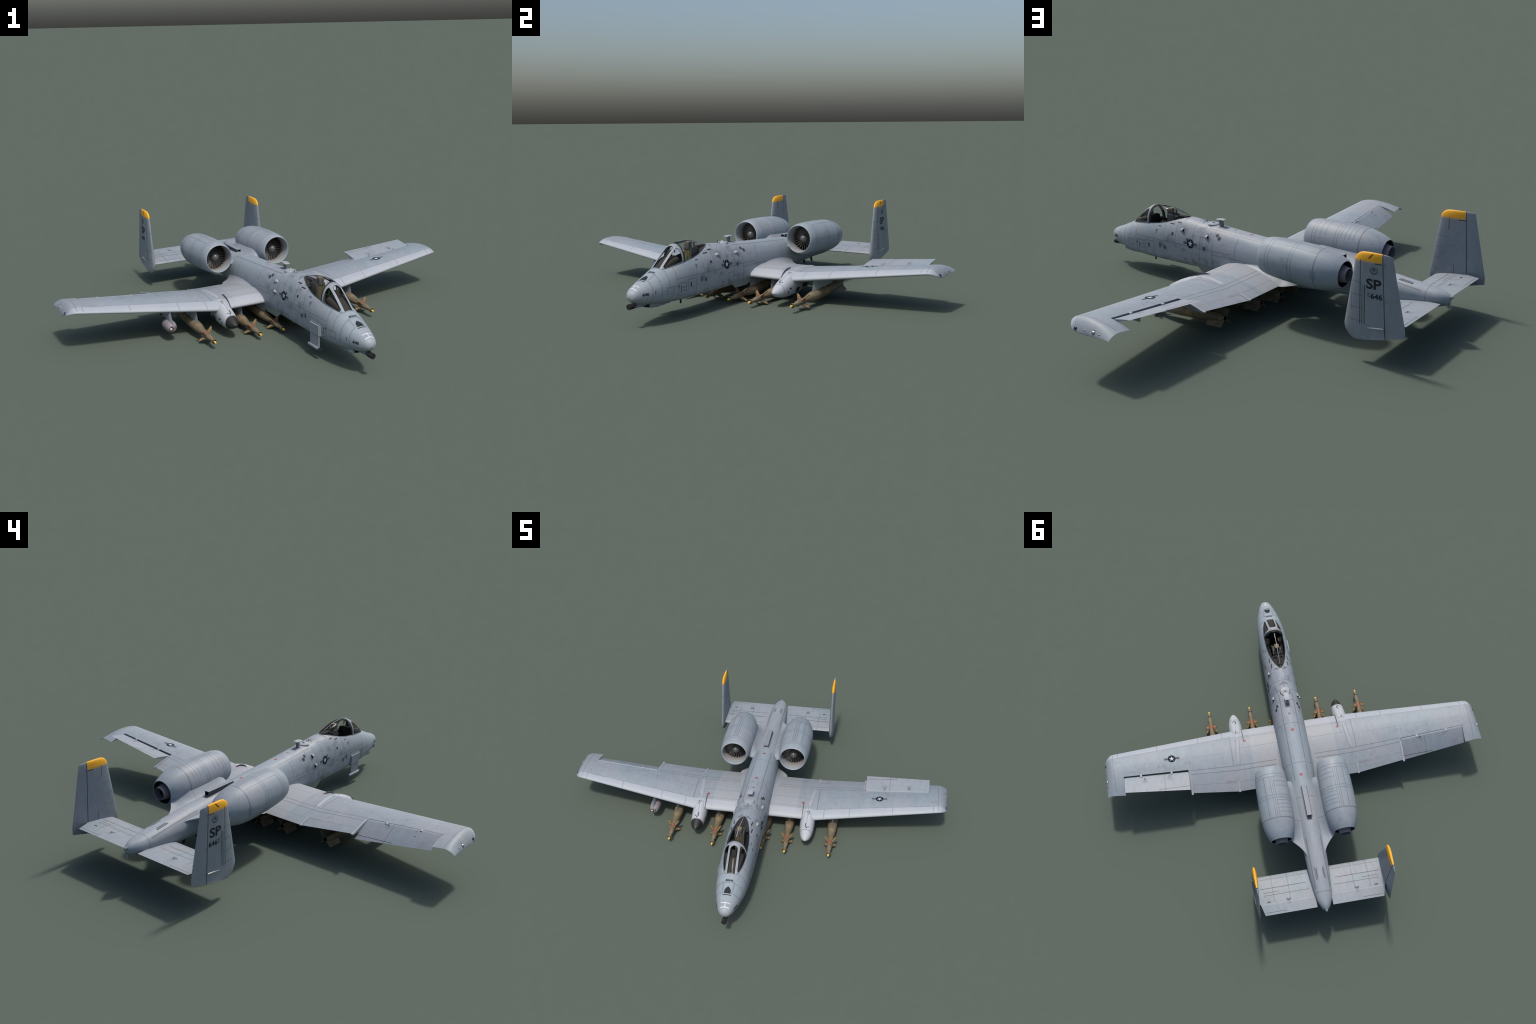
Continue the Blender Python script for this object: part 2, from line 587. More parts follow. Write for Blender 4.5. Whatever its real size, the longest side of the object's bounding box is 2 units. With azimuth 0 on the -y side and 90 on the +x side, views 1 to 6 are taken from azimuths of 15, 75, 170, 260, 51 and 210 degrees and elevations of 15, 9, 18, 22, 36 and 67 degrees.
# ------------------------------------------------------------------ canopy
TOP_Y = [-1.034, -0.991, -0.948, -0.907, -0.880, -0.848, -0.800, -0.760, -0.718, -0.664, -0.618, -0.597]
TOP_Z = [0.2825, 0.3205, 0.3560, 0.3840, 0.3950, 0.4030, 0.4050, 0.4025, 0.3950, 0.3815, 0.3680, 0.3630]


def can_pt(y, a, grow=0.0):
    """a in -1..1 from right sill over the top to left sill"""
    w = can_w(y)
    zs = fus_top(y, w) - 0.0006
    zt = max(interp(TOP_Y, TOP_Z, y), zs + 0.001)
    t = a * math.pi / 2
    return Vector(((w + grow) * math.sin(t), y, zs + (zt + grow - zs) * abs(math.cos(t)) ** 0.92))


# windshield: glass sheet and a frame with three panes cut in it
def pane_a(y, x):
    return math.asin(min(0.98, x / can_w(y))) / (math.pi / 2)


ARCH_Y = -0.879
front = []
fy = np.linspace(-1.0285, -0.922, 12)
front += [(float(y), pane_a(y, 0.0215)) for y in fy]
for k in range(1, 10):
    t = k / 10 * math.pi
    front.append((-0.922 + 0.021 * math.sin(t) ** 0.8, pane_a(-0.92, 0.0215) * math.cos(t)))
front += [(float(y), -pane_a(y, 0.0215)) for y in reversed(fy)]


def side_pane(s):
    pts = [(float(y), s * pane_a(y, 0.0345 - 0.0025 * (y + 1.012) / 0.117)) for y in np.linspace(-1.012, -0.893, 12)]
    pts += [(-0.8885 + 0.002 * k / 5, s * (pts[-1][1] * s + (0.93 - pts[-1][1] * s) * k / 5)) for k in range(1, 6)]
    pts += [(float(y), s * (0.95 if y > -0.95 else 0.94)) for y in np.linspace(-0.895, -1.010, 10)]
    return pts


outer = [(float(y), 1.0) for y in np.linspace(-1.030, ARCH_Y, 24)]
outer += [(ARCH_Y, float(a)) for a in np.linspace(0.96, -0.96, 48)]
outer += [(float(y), -1.0) for y in np.linspace(ARCH_Y, -1.030, 24)]
outer += [(-1.030, float(a)) for a in np.linspace(-0.9, 0.9, 12)]
bm = fill2d([outer, front, side_pane(1), side_pane(-1)], (0.008, 0.05))
for v in bm.verts:
    v.co = can_pt(v.co.x, v.co.y, 0.0012)
me = finish(bm, "windshield_frame", weld=1e-6)
FRAME_PAINT = paint("frame_grey")
frame = add("windshield_frame", me, FRAME_PAINT)
sol = frame.modifiers.new("depth", 'SOLIDIFY')
sol.thickness = 0.0026
sol.offset = -1


def seal(loop, step=0.0):
    """thin dark gasket along the inner edge of a pane"""
    bm = bmesh.new()
    n = len(loop)
    cx = sum(p[0] for p in loop) / n
    ca = sum(p[1] for p in loop) / n
    outer_, inner_ = [], []
    for y, a in loop:
        outer_.append(can_pt(y, a, 0.0016))
        inner_.append(can_pt(y + (cx - y) * 0.035, a + (ca - a) * 0.075, 0.0010))
    vo = [bm.verts.new(p) for p in outer_]
    vi = [bm.verts.new(p) for p in inner_]
    for i in range(n):
        j = (i + 1) % n
        bm.faces.new((vo[i], vo[j], vi[j], vi[i]))
    add("pane_seal", finish(bm, "pane_seal"), LINE, parent=frame)


for lp in (front, side_pane(1), side_pane(-1)):
    seal(lp)


def sheet(name, y0, y1, ny, na, mat, grow=0.0, a0=-1.0, a1=1.0):
    bm = bmesh.new()
    rings = [[can_pt(float(y), float(a), grow) for a in np.linspace(a0, a1, na)] for y in np.linspace(y0, y1, ny)]
    loft(bm, rings, closed=False)
    return add(name, finish(bm, name), mat)


sheet("windshield_glass", -1.029, -0.882, 24, 40, GLASS, 0.0)
sheet("canopy_glass", -0.872, -0.598, 40, 48, GLASS, 0.0)
strip = sheet("canopy_cord", -0.842, -0.600, 30, 3, PALE, 0.0008, -0.012, 0.012)
arch = bmesh.new()
for (y0, y1, g0, g1, mi) in ((-0.884, -0.874, -0.002, 0.0020, 0), (-0.873, -0.862, -0.006, -0.0015, 1)):
    rs = []
    for a in np.linspace(-1, 1, 49):
        ym = (y0 + y1) / 2
        base, up = can_pt(ym, float(a), g0), can_pt(ym, float(a), g1)
        rs.append([(base.x, y0, base.z), (up.x, y0, up.z), (up.x, y1, up.z), (base.x, y1, base.z)])
    loft(arch, rs, cap0=True, cap1=True, mat=mi)
add("canopy_arch", finish(arch, "canopy_arch"), [FRAME_PAINT, COCKPIT_BROWN])
pads = bmesh.new()
for a0, a1 in ((-0.62, -0.40), (-0.10, 0.10), (0.40, 0.62)):
    rs = []
    for a in np.linspace(a0, a1, 8):
        b0, u0 = can_pt(-0.866, float(a), -0.0075), can_pt(-0.866, float(a), -0.0035)
        rs.append([(b0.x, -0.871, b0.z), (u0.x, -0.871, u0.z), (u0.x, -0.860, u0.z), (b0.x, -0.860, b0.z)])
    loft(pads, rs, cap0=True, cap1=True)
add("arch_pad", finish(pads, "arch_pad"), plain("pad_blue_grey", (0.16, 0.18, 0.23), 0.6))

# ------------------------------------------------------------------ cockpit
bm = bmesh.new()
rs = []
for t in np.linspace(0, 1, 12):
    y = -1.020 + t * 0.118
    w = can_w(y) - 0.006
    zt = 0.286 + 0.050 * math.sin(t * math.pi / 2)
    zs = fus_top(y, w) - 0.008
    rs.append([(w * math.sin(a), y, zs + max(0.002, zt - zs) * max(0.0, math.cos(a)) ** 0.3) for a in np.linspace(-math.pi / 2, math.pi / 2, 17)])
loft(bm, rs, closed=False)
add("glare_shield", finish(bm, "glare_shield"), COCKPIT_BROWN)

bm = bmesh.new()
plate(bm, [(-0.044, -0.899, 0.24), (0.044, -0.899, 0.24), (0.046, -0.899, 0.30), (0.030, -0.899, 0.335), (-0.030, -0.899, 0.335), (-0.046, -0.899, 0.30)], 0.008, 1, 0.001)
nt = NT("instrument_faces")
vor = nt.n("ShaderNodeTexVoronoi")
vor.inputs["Scale"].default_value = 130
nt.put(vor.inputs["Vector"], nt.P)
INSTR = nt.done(nt.mix(nt.ramp(vor.outputs["Distance"], 0.12, 0.2), (0.045, 0.048, 0.05), (0.007, 0.007, 0.007)), 0.8)
panel = add("instrument_panel", finish(bm, "instrument_panel"), INSTR)
bm = bmesh.new()
box(bm, -0.02, 0.02, -0.8955, -0.8935, 0.336, 0.3385, bevel=0.0005)
for sx in (-0.032, 0.032):
    box(bm, sx - 0.002, sx + 0.002, -0.88, -0.85, 0.285, 0.288, bevel=0.0005)
add("warning_stripe", finish(bm, "warning_stripe"), plain("amber_stripe", (0.28, 0.15, 0.015), 0.6))

bm = bmesh.new()
for s in (-1, 1):
    box(bm, s * 0.055 if s < 0 else 0.034, -0.034 if s < 0 else 0.055, -0.885, -0.67, 0.206, 0.288, bevel=0.003)
    for k in range(9):
        y = -0.88 + k * 0.022
        box(bm, s * 0.044 - 0.007, s * 0.044 + 0.007, y, y + 0.015, 0.287, 0.2895 + 0.003 * random.random(), bevel=0.0006)
add("side_console", finish(bm, "side_console"), INSTR)

seat = bpy.data.objects.new("ejection_seat", None)
COL.objects.link(seat)
seat.parent = root


def seat_part(name, boxes_, mat):
    bm = bmesh.new()
    for b in boxes_:
        box(bm, *b, bevel=0.0018)
    ob = add(name, finish(bm, name), mat, parent=seat)
    return ob


seat_part("seat_frame", [(-0.027, -0.020, -0.762, -0.708, 0.215, 0.362), (0.020, 0.027, -0.762, -0.708, 0.215, 0.362),
                         (-0.022, 0.022, -0.742, -0.712, 0.215, 0.350), (-0.022, -0.017, -0.735, -0.722, 0.35, 0.385),
                         (0.017, 0.022, -0.735, -0.722, 0.35, 0.385)], SEAT_GREY)
seat_part("headrest", [(-0.015, 0.015, -0.770, -0.738, 0.352, 0.388), (-0.012, -0.002, -0.773, -0.768, 0.358, 0.382),
                       (0.002, 0.012, -0.773, -0.768, 0.358, 0.382)], SEAT_GREY)
seat_part("headrest_cap", [(-0.013, 0.013, -0.766, -0.735, 0.387, 0.394)], SEAT_TAN)
seat_part("seat_cushion", [(-0.019, 0.019, -0.765, -0.742, 0.235, 0.352), (-0.022, 0.022, -0.838, -0.758, 0.222, 0.258)], SEAT_OLIVE)
seat_part("handle", [(0.026, 0.030, -0.80, -0.793, 0.29, 0.325)], plain("green_bottle", (0.03, 0.16, 0.07), 0.5))

bm = bmesh.new()
rs = []
for y, z in ((-0.708, 0.338), (-0.68, 0.345), (-0.64, 0.352), (-0.607, 0.357)):
    w = max(0.004, can_w(y) - 0.004)
    rs.append([(-w, y, fus_top(y, w) - 0.004), (-w * 0.45, y, z), (w * 0.45, y, z), (w, y, fus_top(y, w) - 0.004)])
loft(bm, rs, closed=False)
box(bm, -0.03, 0.03, -0.706, -0.690, 0.22, 0.352, bevel=0.002)
box(bm, -0.012, 0.012, -0.69, -0.625, 0.35, 0.362, bevel=0.002)
add("aft_deck", finish(bm, "aft_deck"), COCKPIT_BROWN)

bm = bmesh.new()   # head-up display and mirror hanging in the windshield
plate(bm, [(-0.013, -0.925, 0.338), (0.013, -0.925, 0.338), (0.014, -0.915, 0.368), (-0.014, -0.915, 0.368)], 0.0015, 1)
box(bm, -0.014, 0.014, -0.94, -0.915, 0.322, 0.338, bevel=0.002)
box(bm, 0.012, 0.018, -0.893, -0.888, 0.35, 0.378, bevel=0.002)
for s in (-1, 1):
    box(bm, s * 0.0145 - 0.0008, s * 0.0145 + 0.0008, -0.925, -0.913, 0.325, 0.369)
add("head_up_display", finish(bm, "head_up_display"), COCKPIT)

# ------------------------------------------------------------------ wings
X_KINK, X_AIL0, X_AIL1, X_TIP0, X_TIP1 = 0.40, 0.703, 1.115, 1.172, 1.231
CUT = 0.602
CUT_SIDE = {1: 0.602, -1: 0.629}      # the raised aileron opens its slot, the lowered one closes it
NOSE_SIDE = {1: 0.652, -1: 0.640}


def wing_le(x):
    return -0.296 + max(0.0, x - X_KINK) * 0.104


def wing_te(x):
    return 0.137 - max(0.0, x - X_KINK) * 0.0845


def wing_z(x):
    return 0.142 + max(0.0, x - X_KINK) * 0.120


def foil(f, thick=0.15, camber=0.047, pos=0.45):
    yt = 5 * thick * (0.2969 * math.sqrt(f) - 0.126 * f - 0.3516 * f**2 + 0.2843 * f**3 - 0.1022 * f**4)
    if f < pos:
        yc = camber / pos**2 * (2 * pos * f - f * f)
    else:
        yc = camber / (1 - pos)**2 * ((1 - 2 * pos) + 2 * pos * f - f * f)
    hollow = 0.034 * math.sin(math.pi * min(1.0, max(0.0, (f - 0.25) / 0.75)))    # concave underside aft
    return yc + yt, yc - yt + hollow


def wing_pts(x, f, s):
    """upper and lower surface point at span x, chord fraction f"""
    le, te, zc = wing_le(x), wing_te(x), wing_z(x)
    th = 0.15 - 0.02 * max(0, (x - X_KINK) / (X_TIP1 - X_KINK))
    squash, drop = 1.0, 0.0
    if x > X_TIP0:
        t = min(1.0, (x - X_TIP0) / (X_TIP1 - X_TIP0))
        le += 0.075 * (1 - math.sqrt(max(0, 1 - t * t)))
        squash = max(0.04, math.sqrt(max(0, 1 - t * t)))
        drop = -0.024 * t * t
        zc = wing_z(X_TIP0 + (x - X_TIP0) * (1 - 0.5 * t))
    c = te - le
    u, l = foil(f, th)
    if x > X_TIP0:
        l -= 0.034 * math.sin(math.pi * min(1.0, max(0.0, (f - 0.25) / 0.75))) * min(1.0, (x - X_TIP0) / 0.035)
    zl = zc + l * c + drop
    zu = zl + (u - l) * c * squash
    return (s * x, le + f * c, zu), (s * x, le + f * c, zl)




def wing_grid(bm, xs, fr, s):
    up, lo = [], []
    for x in xs:
        ur, lr = [], []
        for f in fr:
            u, l = wing_pts(x, f, s)
            ur.append(bm.verts.new(u))
            lr.append(bm.verts.new(l))
        up.append(ur)
        lo.append(lr)
    for g in (up, lo):
        for a, b in zip(g[:-1], g[1:]):
            for i in range(len(fr) - 1):
                bm.faces.new((a[i], a[i + 1], b[i + 1], b[i]))
    return up, lo


def rib(bm, up, lo, row, i0, i1, mat=0):
    for i in range(i0, i1):
        f = bm.faces.new((up[row][i], up[row][i + 1], lo[row][i + 1], lo[row][i]))
        f.material_index = mat


def wing_coords(mirror):
    def fn(nt):
        x, y, z = nt.xyz(nt.P)
        ax = nt.math('ABSOLUTE', x)
        out = nt.math('MAXIMUM', nt.math('SUBTRACT', ax, X_KINK), 0.0)
        le = nt.math('MULTIPLY_ADD', out, 0.104, -0.296)
        ch = nt.math('MULTIPLY_ADD', out, -0.1885, 0.433)
        v = nt.math('DIVIDE', nt.math('SUBTRACT', y, le), ch)
        zr = nt.math('SUBTRACT', z, nt.math('MULTIPLY_ADD', out, 0.12, 0.142))
        return nt.comb(ax if mirror else x, v, zr)
    return fn


UPZ = 0.30                         # upper side only: z from 0.008 up
def wl(x0, x1, f, h=0.0016):       # spanwise line
    return ((x0 + x1) / 2, f, 0.308, abs(x1 - x0) / 2, h, UPZ)
def wr(x, f0, f1, h=0.0006):       # chordwise line
    return (x, (f0 + f1) / 2, 0.308, h, abs(f1 - f0) / 2, UPZ)
def wbox(x, f, hx, hf):
    return [wl(x - hx, x + hx, f - hf, 0.001), wl(x - hx, x + hx, f + hf, 0.001),
            wr(x - hx, f - hf, f + hf, 0.0005), wr(x + hx, f - hf, f + hf, 0.0005)]


soft_w = [wl(0.40, 1.19, 0.135), wl(0.1, 0.33, 0.17, 0.0012), wl(0.1, 0.37, 0.35), wl(0.12, 0.70, 0.62, 0.004),
          wl(0.12, 0.70, 0.69, 0.004), wr(0.616, 0, 0.135), wr(0.887, 0, 0.135), wr(0.455, 0, 0.135), wr(1.14, 0, 0.135),
          wr(1.172, 0, 1.0), wr(0.372, 0.2, 0.62, 0.0012), wr(0.408, 0.14, 0.62, 0.0012), wl(0.70, 1.19, 0.615, 0.001),
          wr(0.12, 0.6, 1.0)]
for x, f in ((0.875, 0.47), (0.702, 0.47), (0.776, 0.54), (1.141, 0.255)):
    soft_w += wbox(x, f, 0.015, 0.022)
dark_w = [wl(0.42, 1.10, 0.40, 0.0003), wl(0.12, 0.385, 0.865, 0.0006), wl(0.41, 0.685, 0.868, 0.0005),
          wl(1.045, 1.112, 0.52, 0.0007), wl(1.02, 1.114, 0.125, 0.0006), wr(0.318, 0.03, 0.25, 0.0006)]


def wing_extra(side):
    def fn(nt, P, c):
        x, v, z = nt.xyz(P)
        wob = nt.math('MULTIPLY', nt.noise(nt.P, 9.0, 2.0), 0.03)
        inner = nt.ramp(nt.math('ADD', nt.math('ABSOLUTE', x), wob), 0.285, 0.296, 1.0, 0.0)
        c = nt.mix(nt.math('MULTIPLY', inner, 0.5), c, (0.325, 0.33, 0.35))
        lead = nt.ramp(v, 0.125, 0.14, 1.0, 0.0)
        c = nt.mix(nt.math('MULTIPLY', lead, 0.55), c, (0.37, 0.40, 0.45))  # leading edge lightened for the sheen where it faces the sun
        d = nt.boxes(P, [(0.44, 0.855, 0.3, 0.03, 0.012, 0.29)], 0.02)
        return nt.mix(nt.math('MULTIPLY', d, 0.35), c, (0.16, 0.13, 0.12))
    return fn


WING_PAINT = paint("wing_ghost_grey", soft_w, dark_w,
                   [([(0.313, -0.192, 0.189, 0.0095)], (0.28, 0.04, 0.06), 0.003, 0.85),
                    ([(0.492, -0.222, 0.19, 0.004), (0.53, -0.03, 0.19, 0.004)], (0.10, 0.105, 0.12), 0.004, 0.6)],
                   streak=(30, 10, 30), P=wing_coords(True), extra=wing_extra(0), sw=0.0035)
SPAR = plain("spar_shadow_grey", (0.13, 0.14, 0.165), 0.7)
AIL_PAINT = paint("aileron_ghost_grey",
                  [(0.86, 0.0, 0.2, 0.0006, 0.3, 0.3)],
                  [(0.80, 0.0795, 0.3, 0.098, 0.0008, 0.29), (0.898, 0.09, 0.3, 0.0006, 0.011, 0.29)],
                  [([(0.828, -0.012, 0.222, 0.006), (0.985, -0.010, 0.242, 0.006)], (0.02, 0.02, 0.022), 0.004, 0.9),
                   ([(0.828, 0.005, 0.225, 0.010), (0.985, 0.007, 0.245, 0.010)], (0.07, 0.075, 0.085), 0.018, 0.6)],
                  streak=(30, 8, 30), P=mirror_x)

wings = {}
for s in (1, -1):
    CUT = CUT_SIDE[s]
    FR_A = [CUT * (1 - math.cos(math.pi / 2 * k / 22)) for k in range(23)]
    FR_B = [CUT + (1 - CUT) * k / 14 for k in range(1, 15)]
    bm = bmesh.new()
    fr = FR_A + FR_B
    nA = len(FR_A)
    xa = list(np.linspace(0.05, X_KINK, 9)) + list(np.linspace(0.44, X_AIL0, 7))
    up, lo = wing_grid(bm, xa, fr, s)
    rib(bm, up, lo, -1, nA - 1, len(fr) - 1)
    up, lo = wing_grid(bm, list(np.linspace(X_AIL0, X_AIL1, 10)), FR_A, s)
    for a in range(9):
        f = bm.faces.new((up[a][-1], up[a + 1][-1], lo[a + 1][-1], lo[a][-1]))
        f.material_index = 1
    xc = [X_AIL1, 1.145] + [X_TIP0 + (X_TIP1 - X_TIP0) * math.sin(math.pi / 2 * k / 12) for k in range(13)]
    up, lo = wing_grid(bm, xc, fr, s)
    rib(bm, up, lo, 0, nA - 1, len(fr) - 1)
    rib(bm, up, lo, -1, 0, len(fr) - 1)
    me = finish(bm, "wing")
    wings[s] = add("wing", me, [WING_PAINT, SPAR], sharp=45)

    # aileron: rear section of the foil with a rounded nose, turned about its hinge
    bm = bmesh.new()
    rings = []
    a0 = NOSE_SIDE[s]
    fr2 = [a0 + (1 - a0) * k / 12 for k in range(13)]
    ang = math.radians(24.0 if s > 0 else -14.5)
    for x in np.linspace(X_AIL0 + 0.002, X_AIL1 - 0.002, 12):
        x = float(x)
        le, c = wing_le(x), wing_te(x) - wing_le(x)
        u0, l0 = wing_pts(x, a0, s)
        zm, hh = (u0[2] + l0[2]) / 2, (u0[2] - l0[2]) / 2
        loop = []
        for f in reversed(fr2):
            loop.append(wing_pts(x, f, s)[0])
        for k in range(1, 6):
            t = math.pi * k / 6
            loop.append((s * x, u0[1] - (0.010 if s > 0 else 0.005) * math.sin(t), zm + hh * math.cos(t)))
        for f in fr2[:-1]:
            loop.append(wing_pts(x, f, s)[1])
        hy, hz = le + 0.660 * c, zm - hh * 0.1
        out = []
        for px, py, pz in loop:
            dy, dz = py - hy, pz - hz
            out.append((px, hy + dy * math.cos(ang) - dz * math.sin(ang), hz + dy * math.sin(ang) + dz * math.cos(ang)))
        rings.append(out)
    loft(bm, rings, cap0=True, cap1=True)
    ail = add("aileron", finish(bm, "aileron"), AIL_PAINT, sharp=45)

    # hinge fingers, flap track fairings, stall fence, tip lamps
    bm = bmesh.new()
    for x in (0.812, 1.006):
        u, l = wing_pts(x, CUT, s)
        box(bm, s * x - 0.006, s * x + 0.006, u[1] - 0.012, u[1] + 0.016, l[2] + 0.004, u[2] + 0.0008, bevel=0.0012)
        box(bm, s * (x - 0.012) - 0.004, s * (x - 0.012) + 0.004, l[1] - 0.01, l[1] + 0.05, l[2] - 0.016, l[2] + 0.004, bevel=0.002)
    add("aileron_hinge", finish(bm, "aileron_hinge"), [PALEPAINT])
    bm = bmesh.new()
    rs = []
    for k in range(14):
        t = k / 13
        x = 0.357 + 0.020 * t
        y = -0.215 + t * 0.195
        f = (y - wing_le(x)) / (wing_te(x) - wing_le(x))
        z = wing_pts(x, f, s)[0][2]
        w = 0.0150 * math.sqrt(max(0.02, 1 - (2 * t - 1) ** 8))
        h = 0.0042 * math.sqrt(max(0.02, 1 - (2 * t - 1) ** 8))
        rs.append([(s * (x + w * math.cos(a)), y, z - 0.002 + (h + 0.002) * math.sin(a)) for a in np.linspace(0, math.pi, 9)])
    loft(bm, rs, closed=False)
    add("wing_joint_fairing", finish(bm, "wing_joint_fairing"), PALEPAINT)
    bm = bmesh.new()
    for x, y0, y1, w in ((0.394, 0.075, 0.142, 0.006), (0.698, -0.01, 0.124, 0.006)):
        rs = []
        for k in range(9):
            t = k / 8
            y = y0 + (y1 - y0) * t
            f = min(1.0, (y - wing_le(x)) / (wing_te(x) - wing_le(x)))
            u, l = wing_pts(x, f, s)
            zu, zl = u[2] + 0.0025, l[2] - 0.0025 - 0.012 * math.sin(math.pi * (0.15 + 0.85 * t)) * (1 - t * 0.6)
            rs.append([(s * x - w, y, zl), (s * x + w, y, zl), (s * x + w, y, zu), (s * x - w, y, zu)])
        loft(bm, rs, cap0=True, cap1=True)
    add("flap_track_fairing", finish(bm, "flap_track_fairing"), PALEPAINT)
    bm = bmesh.new()
    rs = []
    for k in range(12):
        f = -0.012 + 0.25 * k / 11
        ff = max(0.001, f)
        u, l = wing_pts(0.318, ff, s)
        y = wing_le(0.318) + f * 0.433
        h = 0.010 * math.sin(math.pi * (0.12 + 0.8 * k / 11)) + 0.002
        zb = l[2] if f < 0.03 else u[2] - 0.006
        rs.append([(s * 0.3165, y, zb), (s * 0.3195, y, zb), (s * 0.3195, y, u[2] + h), (s * 0.3165, y, u[2] + h)])
    loft(bm, rs, cap0=True, cap1=True)
    add("stall_fence", finish(bm, "stall_fence"), plain("fence_dark_grey", (0.075, 0.085, 0.10), 0.6))
    for f, r, q, m in ((0.12, 0.0095, 0.66, LAMP_BLUE), (0.37, 0.0050, 0.66, STEEL), (0.59, 0.0090, 0.66, STEEL), (0.74, 0.0050, 0.66, STEEL)):
        lamps = bmesh.new()
        u, l = wing_pts(1.2215, f, s)
        bmesh.ops.create_uvsphere(lamps, u_segments=16, v_segments=10, radius=r,
                                  matrix=Matrix.Translation((s * 1.2215, u[1], l[2] + q * (u[2] - l[2]))) @ Matrix.Diagonal((0.75, 1.35, 0.8, 1)))
        rim = revolve(lamps, [(0.0, r * 1.25), (0.0025, r * 1.25), (0.0025, r * 0.8)], 16, (0, 0, 0), axis='X', mat=1)
        bmesh.ops.transform(lamps, matrix=Matrix.Translation((s * 1.2215, u[1], l[2] + q * (u[2] - l[2]))) @ Matrix.Rotation(math.radians(-35 if s > 0 else -145), 4, 'Y'),
                            verts=[v for ring in rim for v in ring])
        add("tip_lamp", finish(lamps, "tip_lamp"), [m, FADED])
    if s > 0:
        bm = bmesh.new()
        plate(bm, [(s * 1.10, -0.155, 0.232), (s * 1.10, -0.125, 0.232), (s * 1.10, -0.122, 0.208), (s * 1.10, -0.138, 0.208)], 0.003, 0, 0.0006)
        add("blade_antenna", finish(bm, "blade_antenna"), plain("antenna_grey", (0.12, 0.13, 0.14), 0.5))

    # wing root fillet
    bm = bmesh.new()
    rs = []
    for k in range(25):
        t = k / 24
        y = -0.13 + t * 0.345
        f = (y - wing_le(0.1)) / 0.433
        zw = wing_pts(0.1, min(f, 1.0), s)[0][2]
        if f > 1:
            zw = 0.143 + 0.02 * (f - 1)
        grow = math.sin(min(1.0, t / 0.8) * math.pi / 2) if t < 0.8 else (1 - ((t - 0.8) / 0.2) ** 1.5)
        ext = 0.004 + 0.062 * max(0, grow)
        hgt = 0.012 + 0.062 * max(0, min(1.0, t / 0.55)) * (1 if t < 0.75 else 1 - (t - 0.75) * 1.6)
        xi = fus_side(y, zw + hgt) - 0.004
        row = [(s * (xi - 0.02), y, zw - 0.006)]
        for a in np.linspace(0, math.pi / 2, 9):
            row.append((s * (xi + (ext + 0.006) * (1 - math.sin(a))), y, zw - 0.0015 + hgt * (1 - math.cos(a))))
        rs.append(row)
    loft(bm, rs, cap0=True, cap1=True)
    add("wing_root_fillet", finish(bm, "wing_root_fillet"), PALEPAINT, sharp=60)

# ------------------------------------------------------------------ engines
EX, EZ = 0.1985, 0.3175
NAC = [(0.103, 0.0815), (0.1005, 0.0840), (0.103, 0.0870), (0.112, 0.0905), (0.135, 0.0960), (0.180, 0.1005),
       (0.230, 0.1030), (0.300, 0.1050), (0.370, 0.1050), (0.420, 0.1035), (0.455, 0.1000), (0.490, 0.0930),
       (0.525, 0.0830), (0.550, 0.0725), (0.564, 0.0650)]
NAC_DROP = math.radians(-2.4)      # thrust line falls towards the tail


def tilt_engine(bm):
    bmesh.ops.rotate(bm, verts=bm.verts, cent=(0, 0.105, EZ), matrix=Matrix.Rotation(NAC_DROP, 3, 'X'))


def nac_soft():
    out = [ring_line(y, 0.0008) for y in (0.158, 0.178, 0.30, 0.318)] + [ring_line(0.445, 0.0022)]
    out += [(EX + dx, 0.31, 0.5, 0.0008, 0.13, 0.12) for dx in (-0.012, 0.0, 0.012, 0.05)]
    out += [(0.12, y, 0.42, 0.07, 0.0007, 0.06) for y in (0.21, 0.24, 0.335, 0.36, 0.385, 0.41)]
    out += [(0.30, y, 0.30, 0.02, 0.0010, 0.018) for y in (0.435, 0.455)]
    return out


NAC_PAINT = paint("nacelle_ghost_grey", nac_soft(), (), (), streak=(45, 3, 45), P=mirror_x, light=1.05)
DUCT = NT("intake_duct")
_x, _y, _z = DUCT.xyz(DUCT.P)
DUCT_PAINT = DUCT.done(DUCT.mix(DUCT.ramp(_y, 0.12, 0.20), (0.30, 0.30, 0.30), (0.16, 0.155, 0.15)), 0.5)

